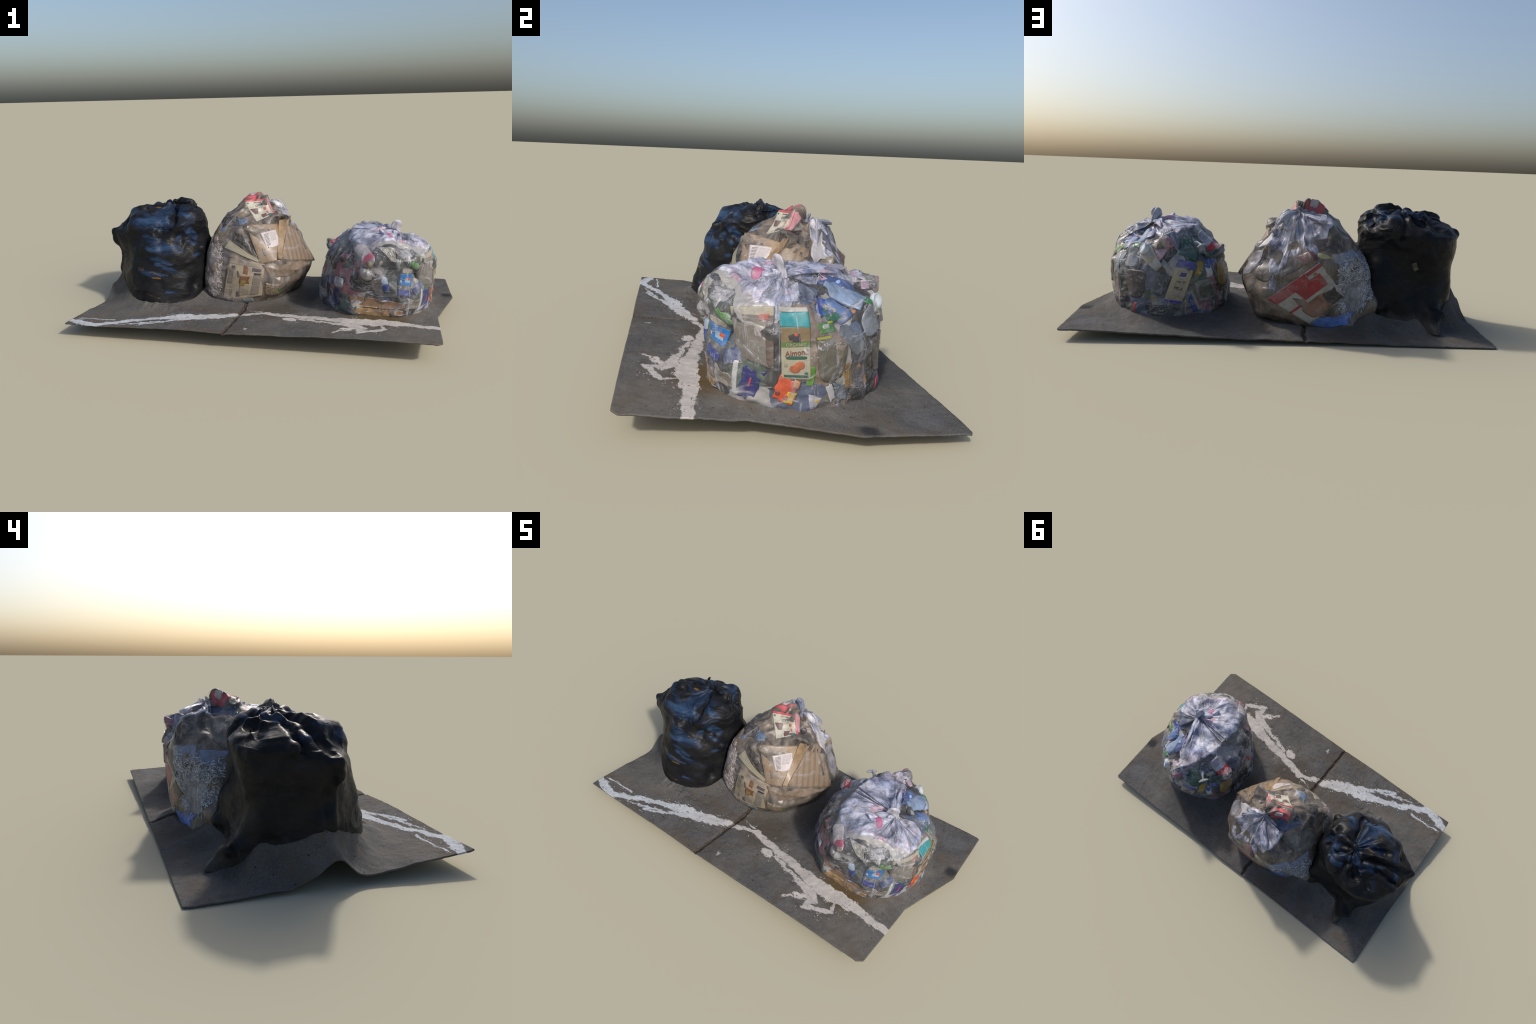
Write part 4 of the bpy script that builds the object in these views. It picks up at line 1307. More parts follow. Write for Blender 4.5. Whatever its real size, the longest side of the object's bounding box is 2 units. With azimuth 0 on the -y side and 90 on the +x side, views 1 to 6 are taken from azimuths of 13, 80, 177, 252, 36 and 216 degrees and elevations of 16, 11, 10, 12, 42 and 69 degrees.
    Piece(H, "dark_wrapper", [(-.13, .42, .48), (-.24, .42, .47), (-.26, .455, .40), (-.15, .46, .42)], plain("dark_brown_film", (.048, .040, .040), .4, .4), "torn", seed=7)
    Piece(H, "brown_paper_sheet", [(-.235, .275, .545), (-.345, .110, .455), (-.405, .200, .385), (-.350, .310, .430)], greytan, "soft", flat=.4)
    Piece(H, "blue_wrapper", [(-.150, .285, .580), (-.225, .300, .555), (-.285, .150, .535), (-.185, .215, .585)], bluefilm, "soft", flat=.3)
    Piece(H, "blue_wrapper", [(-.225, .05, .54), (-.15, .03, .53), (-.13, -.005, .52), (-.19, -.015, .50)], plain("steel_blue_film", (.12, .19, .30), .5, .3), "torn", seed=4)
    Piece(H, "dark_wrapper", [(-.30, .10, .51), (-.22, .06, .545), (-.20, -.01, .505), (-.29, .0, .46)], plain("black_brown_film", (.030, .026, .024), .45, .5), "torn", seed=17, flat=.3)
    Piece(H, "bright_blue_scrap", along(H, (-.268, .002, .478), (-.280, .012, .462), .012), plain("bright_blue", (.03, .17, .48), 0, .1))
    # gathered film at the knot
    g = gathered_film("gathered_film_grey", (-.085, .265, .58), .72, .0)
    flap(H, "gathered_film", (-.085, .262, .58), [-5, 20, 55, 70, 90, 110, 122, 150, 178], [.10, .16, .23, .17, .16, .20, .21, .17, .14], g, .003)
    sweep("film_tuft", [(-.083, .262, .565), (-.082, .262, .585), (-.078, .268, .600), (-.075, .272, .606)], [(.022, .016), (.018, .010), (.011, .006), (.003, .002)], g, T, crumple=.25, seed=2)
    sweep("film_tuft", [(-.10, .30, .565), (-.14, .35, .56), (-.185, .395, .548), (-.20, .408, .546)], [(.012, .010), (.016, .011), (.020, .012), (.004, .004)], g, T, crumple=.25, seed=4)
    sweep("film_tuft", [(-.07, .268, .575), (-.04, .285, .572), (.0, .312, .550), (.03, .33, .52)], [(.010, .010), (.014, .010), (.012, .009), (.003, .003)], g, T, crumple=.25, seed=5)
    film_over(H, "clear_film", PP, clear_film("clear_film_grey", (-.085, .265, .58), .02, .38, (.38, .365, .365)))
# ------------------------------------------------------------------ clear bag of bottles and cartons
def fill_bottle(H):
    T = H.thing
    PLACED.clear()
    LIGHTNESS[0] = .76
    cream = plain("cream_carton", (.43, .405, .30), .15, .08)
    creamy = plain("aged_cream_carton", (.42, .37, .245), .15, .1)
    kraft = plain("kraft_carton", (.23, .17, .085), .2, .15)
    teal = plain("teal_carton", (.025, .27, .30), .2, .15)
    pale = plain("pale_edge", (.46, .45, .42), .1, .15)
    navy = plain("navy_plastic", (.025, .030, .15), .2, .3)
    royal = plain("royal_blue_carton", (.040, .040, .36), .15, .15)
    green = plain("green_carton", (.10, .185, .045), .15, .15)
    dgreen = plain("dark_green_print", (.03, .11, .08), 0, .2)
    maroon = plain("maroon_print", (.20, .045, .035), 0, .2)
    nut = plain("almond_print", (.43, .125, .050), .1, .3)
    grey = plain("clear_plastic_grey", (.115, .115, .112), .5, .4)
    lilac = plain("lilac_plastic", (.30, .30, .36), .4, .3)
    white = plain("white_plastic", (.50, .50, .52), .2, .12)
    silver = plain("crumpled_silver", (.335, .33, .31), .35, .45)
    beige = plain("grey_beige_carton", (.195, .180, .160), .3, .2)
    blue = plain("blue_label", (.022, .165, .46), .15, .15)
    dblue = plain("deep_blue_label", (.025, .045, .20), .2, .2)
    red = plain("red_label", (.48, .040, .055), .2, .2)
    pink = plain("pink_label", (.48, .115, .190), .3, .25)
    orange = plain("orange_pack", (.56, .085, .025), .2, .25)
    yellow = plain("yellow_pack", (.55, .36, .035), .2, .25)
    ochre = plain("ochre_plastic", (.37, .235, .015), .25, .25)
    olive = plain("olive_jug", (.118, .112, .084), .3, .25)
    aqua = plain("pale_blue_plastic", (.20, .28, .42), .5, .3)
    sky = plain("light_blue_cap", (.47, .54, .60), .1, .08)
    cobalt = plain("cobalt_film", (.035, .080, .36), .4, .4)
    bottle_green = plain("bottle_green", (.022, .095, .062), .35, .35)
    brown = plain("brown_cup", (.060, .048, .044), .4, .35)
    tan = plain("tan_cardboard", (.28, .165, .090), .25, .2)
    black = plain("black_print", (.02, .02, .035), 0, .2)
    bars = striped("carton_barcode", (.48, .42, .42), (.05, .05, .07), 0, 1500, .9, 0)
    lines = striped("carton_small_print", (.42, .37, .255), (.11, .10, .14), 1, 900, .65, .1)

    # --- east side
    p = Piece(H, "almond_drink_carton", [(.862, -.051, .361), (.868, .044, .361), (.873, .053, .190), (.870, -.038, .192)], cream, flat=.9, lift=.004)
    p.print("kraft_band", (0, 0, 1, .27), kraft)
    p.print("brand_square", (.36, .10, .66, .27), plain("slate_print", (.045, .045, .060), 0, .2), lift=.002)
    p.print("orange_fruit", (.44, .10, .58, .16), orange, "round", lift=.003)
    p.print("green_band", (0, .265, 1, .36), green)
    p.text("ORGANIC", (.16, .285, .84, .345), cream)
    p.text("Almond", (.12, .41, .90, .52), maroon, slant=.05)
    p.print("name_ribbon", (.14, .535, .88, .60), dgreen, "soft")
    p.print("almond_picture", (.44, .63, .80, .80), nut, "round")
    p.print("almond_picture", (.26, .70, .64, .87), nut, "round", lift=.0018)
    p.print("seal_print", (.76, .84, .92, .90), dgreen, "round")
    p.print("footer_band", (.06, .905, .92, .955), dgreen)
    p.print("small_print", (.06, .66, .22, .76), plain("faded_print", (.30, .29, .22), 0, .3), "torn", seed=2)
    Piece(H, "carton_gable", [(.826, -.049, .398), (.835, .040, .399), (.867, .044, .363), (.861, -.051, .363)], teal, flat=.8, lift=.005)
    Piece(H, "carton_top_fold", [(.818, -.052, .411), (.826, .040, .412), (.835, .040, .399), (.826, -.049, .398)], pale, flat=.5, lift=.006)
    p = Piece(H, "pale_carton", [(.786, -.200, .408), (.826, -.064, .418), (.864, -.066, .226), (.836, -.182, .256)], beige, flat=.85, lift=.003)
    p.print("carton_top", (0, 0, 1, .15), plain("worn_cream_top", (.43, .40, .32), .3, .2))
    p.print("red_smear", (.62, .10, .92, .24), plain("red_smear", (.42, .17, .15), .5, .3), "torn", seed=3, lift=.002)
    p.print("price_label", (.52, .37, .74, .52), bars)
    p.print("price_label", (.72, .38, .96, .56), plain("pink_white_label", (.48, .40, .39), .1, .1))
    p.print("painted_shadow_side", (.80, .25, 1.0, .98), plain("side_shadow_tint", (.115, .085, .072), .4, .3), "soft")
    p = Piece(H, "labelled_bottle", [(.690, -.262, .366), (.762, -.205, .345), (.742, -.225, .200), (.672, -.252, .218)], grey, "soft", bulge=.010, flat=.7)
    p.print("bottle_label", (.04, .22, 1, .62), blue)
    p.print("label_panel", (.40, .36, .86, .52), plain("pale_blue_print", (.30, .42, .55), .1, .2), lift=.002)
    p.print("label_mark", (.62, .36, .86, .44), orange, lift=.003)
    p.print("label_mark", (.08, .44, .22, .54), white, "round", lift=.002)
    p.print("bottle_label", (.0, .76, .96, .96), dblue)
    p.print("bottle_shoulder", (.10, .04, .90, .20), plain("cream_plastic", (.36, .34, .29), .4, .3), "soft")
    Piece(H, "green_bottle", along(H, (.735, -.236, .385), (.768, -.224, .330), .030), plain("pale_green_plastic", (.105, .235, .085), .5, .35), "soft", bulge=.006)
    Piece(H, "navy_pouch", [(.822, -.172, .224), (.858, -.086, .212), (.826, -.112, .108), (.776, -.164, .108)], navy, "torn", seed=11).print("red_stripe", (.46, .30, .54, .6), red)
    Piece(H, "white_strip", along(H, (.815, -.188, .224), (.776, -.172, .112), .018), white, "rect", bulge=.003)
    Piece(H, "crumpled_carton", [(.719, -.246, .208), (.790, -.186, .182), (.797, -.172, .120), (.722, -.238, .132)], plain("warm_grey_carton", (.26, .235, .20), .3, .35), "torn", flat=.3, seed=4, rag=.001)
    p = Piece(H, "orange_pack", [(.866, -.044, .212), (.873, .027, .186), (.854, .002, .096), (.840, -.076, .118)], orange, "torn", seed=6, lift=.003)
    p.print("yellow_patch", (.52, .45, .98, .95), yellow, "torn", seed=3)
    p.print("fruit_spot", (.14, .58, .34, .76), maroon, "round", lift=.002)
    p.print("fruit_spot", (.48, .62, .72, .84), plain("dark_orange", (.42, .05, .02), 0, .2), "round", lift=.002)
    p.print("peach_patch", (.66, .02, .98, .34), plain("peach_print", (.50, .25, .12), .2, .2), "torn", seed=7, lift=.002)
    p = Piece(H, "leafy_wrapper", [(.858, .062, .370), (.808, .150, .372), (.836, .152, .338), (.862, .076, .332)], plain("leaf_green_film", (.075, .20, .050), .3, .4), "torn", seed=8)
    p.print("pale_patch", (.24, .18, .66, .62), plain("pale_green_print", (.36, .44, .38), .3, .2), "torn", seed=9)
    p.print("yellow_edge", (.55, .04, .96, .26), plain("lime_print", (.48, .50, .05), .1, .2), "torn", seed=10)
    Piece(H, "olive_jug", [(.868, .064, .326), (.852, .132, .330), (.856, .152, .180), (.871, .084, .178)], olive, "soft", bulge=.008, flat=.8).print("jug_rim", (.06, .0, .80, .05), plain("lime_rim", (.32, .32, .06), .2, .2))
    Piece(H, "olive_jug", [(.852, .136, .315), (.840, .178, .296), (.846, .170, .185), (.858, .152, .182)], plain("olive_jug_side", (.150, .135, .100), .35, .3), "soft", flat=.7)
    Piece(H, "green_strip", along(H, (.875, .060, .232), (.872, .053, .164), .026), plain("grass_green", (.12, .30, .045), .25, .3), "soft")
    p = Piece(H, "white_wrapper", [(.872, .043, .148), (.864, .100, .122), (.856, .072, .080), (.861, .054, .088)], plain("lilac_white_wrapper", (.38, .38, .44), .3, .3), "torn", seed=2)
    p.print("yellow_spot", (.52, .14, .80, .40), yellow, "torn", seed=4)
    Piece(H, "white_wrapper", along(H, (.866, .112, .174), (.852, .140, .103), .026), white, "torn", seed=5)
    Piece(H, "grey_pouch", [(.863, .125, .178), (.844, .186, .160), (.826, .190, .097), (.848, .148, .104)], plain("blue_grey_pouch", (.14, .175, .215), .4, .35), "torn", seed=6)
    Piece(H, "ochre_strip", along(H, (.846, .186, .228), (.842, .200, .140), .034), plain("dim_ochre", (.235, .140, .030), .3, .35), "soft")
    Piece(H, "dark_cup", [(.835, .205, .27), (.790, .268, .26), (.785, .272, .12), (.832, .205, .12)], plain("smoky_plastic", (.085, .080, .090), .45, .35), "soft", flat=.5)
    Piece(H, "dark_bottle", [(.836, .172, .345), (.775, .250, .355), (.790, .252, .29), (.842, .180, .29)], plain("smoky_blue_plastic", (.10, .14, .21), .5, .4), "soft", flat=.5)

    # --- south side
    Piece(H, "cardboard_strip", [(.425, -.230, .206), (.716, -.243, .178), (.716, -.242, .138), (.449, -.236, .146)], tan, "soft", flat=.5).print("pale_gold_strip", (.0, .86, .5, .98), plain("pale_gold_tone", (.45, .34, .19), .1, .2))
    Piece(H, "amber_plastic", [(.440, -.236, .142), (.715, -.243, .136), (.700, -.240, .100), (.470, -.232, .102)], plain("amber_film", (.36, .215, .085), .35, .35), "soft", flat=.4)
    p = Piece(H, "drink_can", along(H, (.472, -.200, .455), (.546, -.266, .372), .066), plain("pinkish_white_can", (.40, .37, .39), .35, .2), "soft", bulge=.014, flat=.8)
    p.print("pink_band", (.0, .60, 1, .86), pink)
    sweep("can_end", [(.536, -.255, .385), (.545, -.268, .376), (.548, -.273, .373)], [(.024, .024), (.024, .024), (.020, .020)], plain("tin_end", (.30, .26, .20), .1, .2), T)
    Piece(H, "crumpled_foil", [(.565, -.255, .466), (.650, -.240, .460), (.682, -.273, .392), (.620, -.268, .400)], silver, "wedge", flat=.3, seed=3, rag=.0015, lift=.004)
    Piece(H, "crumpled_foil", [(.670, -.245, .455), (.750, -.195, .450), (.745, -.215, .400), (.690, -.258, .400)], plain("cool_silver", (.28, .29, .31), .4, .4), "torn", flat=.3, seed=4, rag=.0015)
    p = Piece(H, "small_can", along(H, (.603, -.262, .312), (.622, -.264, .236), .034), plain("pale_blue_can", (.30, .38, .48), .3, .25), "soft", bulge=.008)
    p.print("navy_band", (.05, .45, 1, .95), dblue)
    Piece(H, "dark_carton", [(.43, -.225, .335), (.58, -.262, .335), (.60, -.266, .215), (.43, -.235, .22)], plain("dim_carton", (.040, .036, .032), .3, .4), "torn", seed=9, flat=.4)
    Piece(H, "striped_carton", along(H, (.500, -.247, .305), (.485, -.250, .245), .040), plain("sage_carton", (.13, .125, .095), .4, .35), "soft")
    Piece(H, "clear_bottle", along(H, (.560, -.262, .305), (.585, -.262, .215), .050), plain("mauve_plastic", (.155, .135, .130), .5, .3), "soft", bulge=.006)
    Piece(H, "blue_scrap", along(H, (.610, -.260, .200), (.640, -.258, .180), .022), dblue, "torn", seed=3)
    Piece(H, "grey_carton", [(.40, -.20, .40), (.47, -.235, .39), (.46, -.24, .33), (.385, -.20, .33)], plain("dim_grey_carton", (.10, .10, .095), .45, .35), "torn", seed=12)
    Piece(H, "navy_pouch", along(H, (.365, -.175, .215), (.375, -.175, .125), .060), plain("dim_navy", (.035, .035, .095), .35, .3), "soft")
    Piece(H, "clear_cup", [(.59, -.272, .44), (.67, -.268, .40), (.665, -.262, .35), (.59, -.266, .36)], plain("smoky_clear", (.105, .11, .115), .5, .4), "torn", seed=13)
    Piece(H, "white_bag_corner", [(.485, -.225, .455), (.545, -.25, .455), (.545, -.262, .41), (.50, -.245, .41)], plain("blue_grey_film", (.16, .185, .215), .6, .3), "torn", seed=14)

    # --- top
    Piece(H, "blue_pouch", [(.765, .078, .448), (.735, .168, .430), (.800, .145, .393), (.832, .072, .388)], cobalt, "torn", seed=3, lift=.003).print("white_mark", (.10, .30, .30, .80), plain("pale_print", (.40, .44, .58), .1, .2), "torn", seed=2)
    Piece(H, "blue_bottle", along(H, (.685, .135, .462), (.735, .262, .405), .075), aqua, "bottle", bulge=.014)
    Piece(H, "blue_bottle", along(H, (.735, .15, .440), (.785, .215, .385), .060), plain("blue_plastic", (.10, .17, .36), .5, .4), "soft", bulge=.010)
    Piece(H, "blue_bottle", along(H, (.640, .120, .470), (.660, .255, .440), .060), plain("deep_blue_plastic", (.06, .095, .24), .5, .4), "soft", bulge=.008)
    Piece(H, "orange_label", along(H, (.765, .205, .405), (.750, .235, .400), .022), plain("faded_orange", (.42, .19, .09), .4, .2), "torn", seed=4)
    Piece(H, "bottle_cap", along(H, (.668, .183, .462), (.650, .203, .455), .028), plain("bright_blue_cap", (.025, .130, .58), .1, .1), "round", bulge=.010).print("cap_rim", (.22, .22, .78, .78), plain("pale_cap_mark", (.30, .45, .70), .1, .1), "round", lift=.003)
    sweep("jar_lid", [(.645, .328, .378), (.656, .334, .383), (.662, .337, .386), (.665, .339, .387), (.666, .3395, .3875)], [(.026, .026), (.028, .028), (.028, .028), (.025, .025), (.004, .004)], plain("light_blue_cap", (.62, .70, .76), .05, .08), T)
    Piece(H, "pink_bottle", along(H, (.620, .315, .440), (.535, .362, .412), .062), plain("pink_lilac_plastic", (.40, .29, .36), .4, .3), "soft", bulge=.014).print("pink_band", (.1, .50, 1, .86), pink)
    Piece(H, "pink_carton", [(.570, .352, .432), (.520, .335, .436), (.500, .345, .402), (.550, .378, .385)], plain("rose_carton", (.42, .15, .21), .4, .35), "torn", seed=3, lift=.005)

    # --- north side
    p = Piece(H, "milk_carton", [(.495, .369, .345), (.416, .329, .322), (.478, .352, .122), (.557, .380, .140)], creamy, flat=.9, lift=.004)
    p.print("blue_top", (0, 0, 1, .17), royal)
    p.print("blue_foot", (0, .93, 1, 1), royal)
    p.print("cow_print", (.30, .25, .72, .37), navy, "torn", seed=4)
    p.print("halo_print", (.16, .19, .90, .42), plain("grey_cream_print", (.35, .33, .27), .1, .1), "round", lift=.0008)
    p.text("HEMP", (.28, .46, .76, .50), black)
    p.text("MILK", (.26, .60, .76, .68), black)
    p.print("small_print", (.20, .52, .82, .585), lines)
    p.print("small_print", (.20, .70, .72, .84), lines)
    p.print("small_print", (.34, .42, .64, .445), lines)
    p.print("small_print", (.12, .87, .60, .90), lines)
    Piece(H, "yellow_pouch", [(.402, .316, .342), (.366, .287, .332), (.388, .335, .255), (.412, .349, .262)], ochre, "torn", seed=5, lift=.002)
    Piece(H, "yellow_bottle", [(.302, .222, .318), (.274, .128, .292), (.282, .190, .180), (.303, .248, .212)], plain("mustard_plastic", (.29, .185, .012), .25, .3), "soft", bulge=.008, lift=.002)
    p = Piece(H, "clear_food_box", [(.418, .344, .232), (.336, .296, .243), (.306, .245, .142), (.398, .314, .118)], plain("clear_box_rim", (.20, .205, .18), .4, .3), "soft", bulge=.006, flat=.85)
    p.print("box_window", (.14, .16, .84, .84), plain("clear_box_inside", (.095, .100, .070), .3, .3), "soft")
    p = Piece(H, "blue_bottle_label", [(.450, .347, .170), (.430, .340, .166), (.405, .308, .084), (.426, .316, .076)], plain("bean_label_blue", (.035, .065, .30), .1, .15), flat=.9, lift=.004)
    p.text("OYA", (.20, .30, .86, .62), white)
    Piece(H, "white_strip", along(H, (.425, .343, .185), (.396, .300, .082), .014), plain("greenish_white", (.30, .32, .29), .2, .2), "soft", lift=.003)
    p = Piece(H, "paper_cup", along(H, (.668, .342, .396), (.576, .388, .300), .086), plain("cream_cup", (.345, .335, .31), .35, .25), "wedge", bulge=.014, flat=.8, lift=.004)
    p.print("cup_rim", (.0, .0, 1, .10), white)
    p.print("yellow_band", (.15, .50, .75, .62), plain("pale_gold_print", (.36, .32, .18), .2, .3), "torn", seed=2)
    Piece(H, "red_wrapper", along(H, (.585, .375, .385), (.565, .385, .345), .035), plain("rose_film", (.40, .13, .15), .4, .3), "torn", seed=12, lift=.003)
    Piece(H, "brown_cup", [(.764, .285, .276), (.638, .376, .285), (.671, .360, .145), (.742, .322, .150)], brown, "soft", bulge=.008, flat=.7)
    Piece(H, "clear_cup", [(.757, .264, .372), (.695, .312, .405), (.687, .352, .300), (.774, .270, .283)], plain("frosted_cup", (.20, .23, .275), .6, .3), "soft", bulge=.008, flat=.5)
    Piece(H, "green_cap", along(H, (.700, .280, .430), (.704, .316, .396), .040), plain("green_cap_plastic", (.025, .175, .055), .2, .2), "round", bulge=.008, lift=.003)
    Piece(H, "green_bottle", [(.790, .115, .420), (.762, .236, .395), (.790, .205, .365), (.842, .095, .365)], plain("emerald_plastic", (.025, .125, .075), .4, .35), "torn", seed=6)
    Piece(H, "green_bottle", along(H, (.455, .250, .435), (.450, .345, .362), .085), bottle_green, "bottle", bulge=.010)
    p = Piece(H, "soda_bottle", along(H, (.412, .150, .455), (.298, .152, .345), .092), lilac, "soft", bulge=.020, flat=.7)
    p.print("red_label", (.0, .50, 1, .80), red)
    p.print("white_label_part", (.10, .34, .70, .52), plain("blue_white_print", (.38, .42, .52), .2, .2))
    p.text("Cola", (.30, .56, .80, .72), white, lift=.002)
    Piece(H, "navy_wedge", [(.395, .266, .356), (.328, .219, .345), (.311, .250, .296), (.350, .278, .322)], plain("royal_blue_plastic", (.035, .065, .30), .3, .3), "torn", seed=7)
    p = Piece(H, "white_bottle_neck", along(H, (.348, .308, .310), (.338, .306, .250), .034), white, "bottle", bulge=.010)
    p.print("blue_cap", (.18, .0, .82, .26), plain("small_blue_cap", (.03, .06, .35), .1, .1), "round", lift=.004)
    Piece(H, "tan_carton", [(.623, .377, .171), (.581, .384, .169), (.578, .380, .128), (.619, .374, .105)], plain("tan_grey_carton", (.22, .20, .165), .3, .3), "torn", seed=8)
    Piece(H, "leafy_wrapper", along(H, (.648, .376, .195), (.636, .378, .140), .035), plain("dim_leaf_print", (.05, .085, .03), .3, .5), "torn", seed=9)
    Piece(H, "red_scrap", along(H, (.696, .343, .128), (.698, .326, .076), .020), red, "torn", seed=3)
    Piece(H, "orange_strip", along(H, (.822, .225, .224), (.795, .276, .132), .016), plain("apricot_plastic", (.40, .185, .045), .3, .3), "soft")
    Piece(H, "clear_bottle", along(H, (.545, .385, .275), (.595, .384, .175), .062), plain("blue_black_plastic", (.060, .075, .095), .45, .4), "soft", bulge=.010)
    Piece(H, "dark_bottle", [(.66, .36, .145), (.50, .365, .118), (.50, .345, .075), (.65, .335, .085)], plain("black_green_plastic", (.022, .024, .020), .2, .4), "torn", seed=10, flat=.3)
    Piece(H, "grey_bottle", along(H, (.820, .170, .340), (.805, .235, .255), .060), plain("steel_plastic", (.13, .15, .175), .55, .3), "soft", bulge=.008)

    # --- west side
    p = Piece(H, "round_lid", along(H, (.308, -.050, .315), (.300, -.068, .240), .066), plain("pale_lid", (.30, .29, .31), .3, .2), "round", bulge=.005)
    p.print("red_half", (.10, .12, .42, .88), red, "soft")
    Piece(H, "grey_carton", [(.31, -.10, .26), (.285, -.02, .24), (.285, -.02, .16), (.305, -.10, .17)], plain("slate_carton", (.10, .105, .13), .4, .4), "torn", seed=4)
    Piece(H, "dark_bottle", along(H, (.345, .085, .41), (.285, .045, .315), .080), plain("blue_slate_plastic", (.055, .075, .125), .5, .4), "soft", bulge=.014)
    Piece(H, "dark_carton", [(.30, .09, .27), (.285, .0, .27), (.285, .01, .12), (.295, .10, .12)], plain("black_olive_plastic", (.035, .034, .030), .35, .4), "soft")

    # --- small pieces filling the spaces between
    r = np.random.default_rng(77)
    shades = [(.12, .115, .105), (.026, .026, .025), (.36, .355, .34), (.055, .058, .050), (.15, .11, .075), (.035, .06, .15), (.45, .45, .48), (.035, .075, .05), (.07, .072, .08), (.020, .021, .024)]
    scraps = [plain("packaging_scrap", c, .5, .35, seed=k) for k, c in enumerate(shades)]
    grid = [(i / 4, j / 4) for i in range(5) for j in range(5)]
    placed = [q for C in PLACED for q in [(C[0] * (1 - u) + C[1] * u) * (1 - v) + (C[3] * (1 - u) + C[2] * u) * v for u, v in grid]]
    placed = np.array(placed)
    made = 0
    for _ in range(1500):
        if made >= 26:
            break
        a, z = r.uniform(0, TAU), r.uniform(.10, .46)
        c, n = H.near((CX + .32 * math.cos(a), CY + .32 * math.sin(a), z))
        if np.linalg.norm(placed - c, axis=1).min() < .026:
            continue
        t = unit(np.cross(n, r.normal(size=3)))
        L = r.uniform(.05, .10)
        Piece(H, "packaging_scrap", along(H, c - t * L / 2, c + t * L / 2, r.uniform(.035, .06)), scraps[int(r.integers(len(scraps)))], ["torn", "soft", "rect", "wedge"][int(r.integers(4))], seed=made, flat=.35, bulge=float(r.uniform(0, .005)), lift=.0)
        placed = np.vstack([placed, c[None]])
        made += 1

    # --- film drawn together at the top
    K = (.669, -.008, .480)
    g = gathered_film("gathered_film_lilac", K)
    flap(H, "gathered_film", K, [-262, -251, -246, -225, -205, -180, -151, -122, -100, -74, -50, -25, 0, 14, 30], [.16, .33, .365, .29, .26, .245, .26, .25, .19, .155, .17, .18, .15, .13, .05], g, .006)
    sweep("film_tuft", [(.674, -.004, .470), (.670, -.010, .495), (.664, -.018, .515), (.658, -.028, .533), (.654, -.034, .543), (.652, -.038, .549)],
          [(.013, .013), (.015, .010), (.024, .010), (.027, .009), (.018, .007), (.006, .004)], plain("tuft_film", (.46, .46, .52), .5, .25), T, crumple=.32, seed=1, up=(.3, -.9, .1))
    sweep("film_tuft", [(.605, -.085, .480), (.592, -.100, .498), (.582, -.108, .513), (.578, -.110, .519)], [(.022, .018), (.018, .012), (.010, .007), (.003, .002)], g, T, crumple=.2, seed=3)
    sweep("film_tuft", [(.668, -.012, .478), (.640, -.030, .490), (.610, -.055, .494), (.590, -.060, .488)], [(.012, .012), (.016, .012), (.014, .010), (.004, .004)], g, T, crumple=.2, seed=6)
    sweep("film_tuft", [(.668, .0, .478), (.650, .050, .486), (.625, .12, .484), (.60, .20, .472)], [(.012, .010), (.014, .010), (.012, .010), (.003, .003)], g, T, crumple=.2, seed=7)
    Piece(H, "pink_carton", [(.655, -.088, .488), (.633, -.118, .488), (.603, -.085, .492), (.620, -.060, .492)], plain("magenta_carton", (.44, .12, .24), .6, .3), "soft", lift=.007)
    # film end shaped like a stemmed cup
    clear = plain("stem_film", (.40, .42, .44), .2, .2)
    sweep("film_stem", [(.430, .248, .405), (.415, .262, .410), (.400, .276, .406), (.390, .285, .401)], [(.014, .014), (.008, .008), (.006, .006), (.010, .008)], clear, T)
    sweep("film_stem", [(.408, .310, .395), (.396, .292, .401), (.382, .274, .403), (.370, .260, .402)], [(.003, .003), (.009, .006), (.008, .006), (.003, .003)], clear, T)
    film_over(H, "clear_film", PC, clear_film("clear_film_lilac", K, .04, .66))


# ------------------------------------------------------------------ black bag details
def fill_black(H):
    n = Nodes("dusty_film")
    s = n.noise(1.0, 4, .6, .6, src=n.mapping((34, 34, 3)))
    dust = n.finish(n.ramp(s, [(.3, (.012, .012, .012)), (.55, (.021, .020, .018)), (.75, (.036, .033, .029))]), .7, .2)
    Piece(H, "hanging_film_fold", [(-.950, -.012, .420), (-.878, -.078, .455), (-.860, -.190, .110), (-.950, -.060, .110)], dust, "torn", flat=.1, lift=-.0005, seed=5)
    glint = plain("painted_glint_film", (.075, .073, .055), 0, .6)
    Piece(H, "painted_glint", along(H, (-.660, .272, .345), (-.680, .272, .300), .030), glint, "torn", seed=3, flat=.1)
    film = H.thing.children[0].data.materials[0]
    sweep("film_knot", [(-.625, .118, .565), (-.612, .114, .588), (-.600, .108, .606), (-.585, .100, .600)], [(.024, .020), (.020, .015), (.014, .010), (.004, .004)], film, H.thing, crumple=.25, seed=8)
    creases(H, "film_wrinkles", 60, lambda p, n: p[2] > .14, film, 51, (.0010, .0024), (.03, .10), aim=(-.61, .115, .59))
def thing(name, loc, label, category):
    e = bpy.data.objects.new(name, None)
    e.location = loc
    e.empty_display_size = 0.1
    bpy.context.scene.collection.objects.link(e)
    bpy.context.view_layer.update()
    e["label"], e["category"] = label, category
    return e


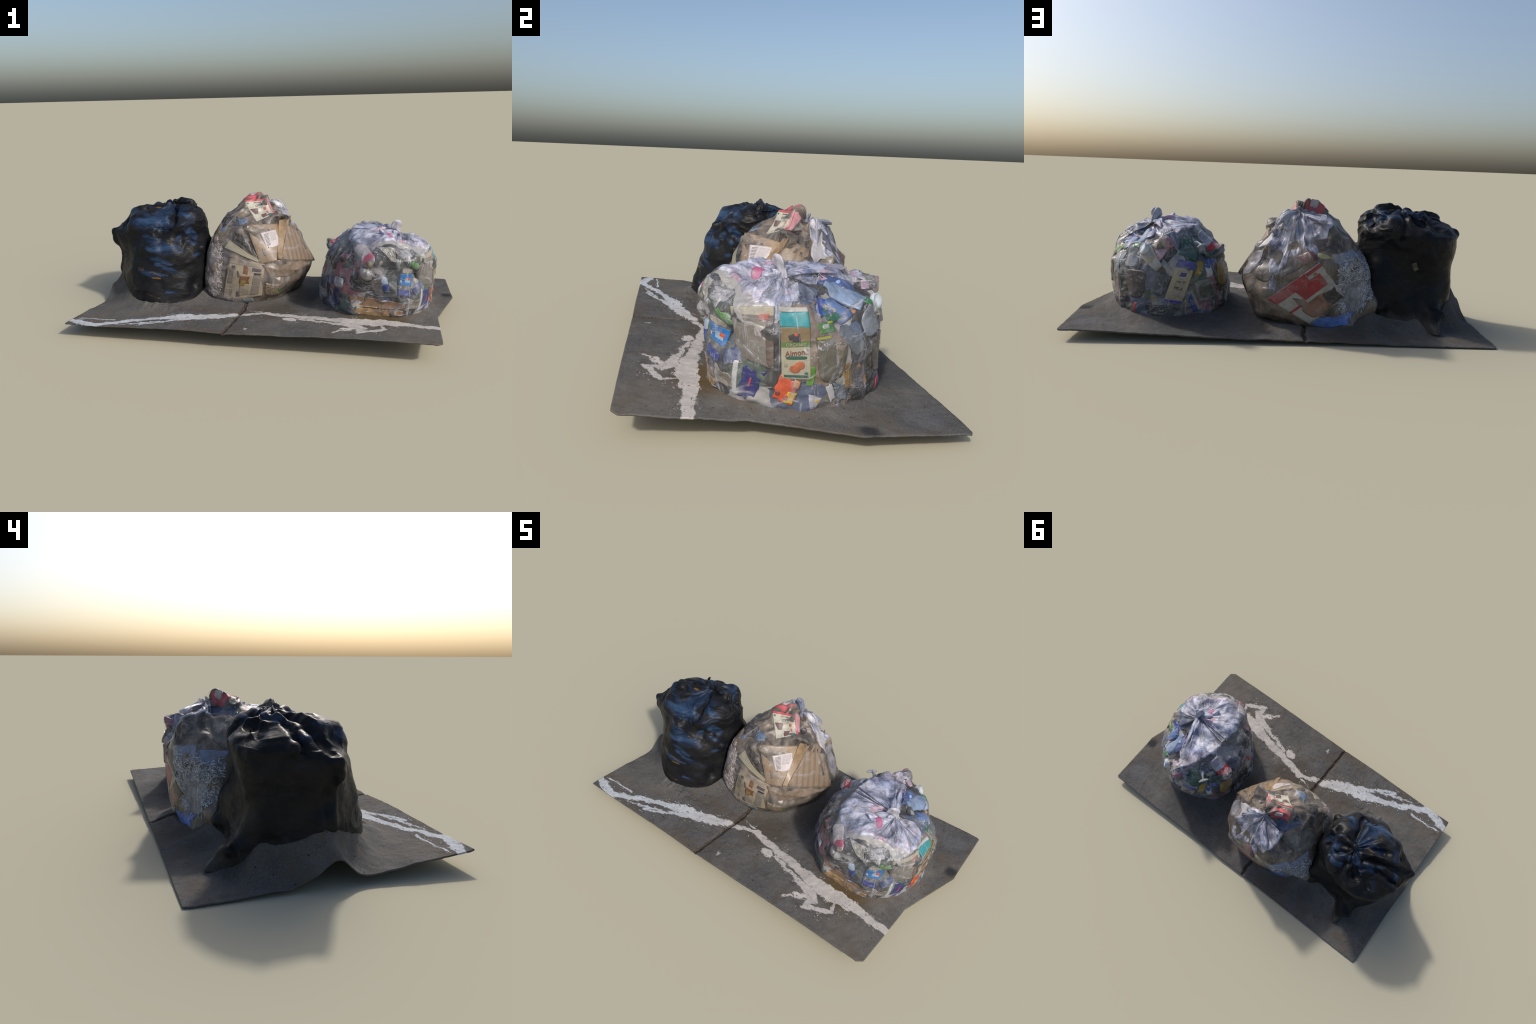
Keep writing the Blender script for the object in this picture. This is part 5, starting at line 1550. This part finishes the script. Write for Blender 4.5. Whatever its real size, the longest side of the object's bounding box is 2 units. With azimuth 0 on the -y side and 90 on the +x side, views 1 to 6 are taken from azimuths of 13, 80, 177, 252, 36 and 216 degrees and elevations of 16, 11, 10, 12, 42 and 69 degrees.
pavement = build_pavement()
black_bag = thing("black_garbage_bag", (BX, BY, .06), "full black plastic garbage bag with gathered top", "garbage bag")
paper_bag = thing("paper_recycling_bag", (PX, PY, .06), "clear plastic bag stuffed with cardboard and paper", "recycling bag")
bottle_bag = thing("bottle_recycling_bag", (CX, CY, .06), "clear plastic bag full of bottles and cartons", "recycling bag")
black_film_ob, PB = build_black()
paper_film_ob, PP = build_paper()
bottle_film_ob, PC = build_bottle()
for o, t in ((black_film_ob, black_bag), (paper_film_ob, paper_bag), (bottle_film_ob, bottle_bag)):
    parent(o, t)
fill_black(Host(PB, black_bag))
fill_paper(Host(PP, paper_bag))
fill_bottle(Host(PC, bottle_bag))
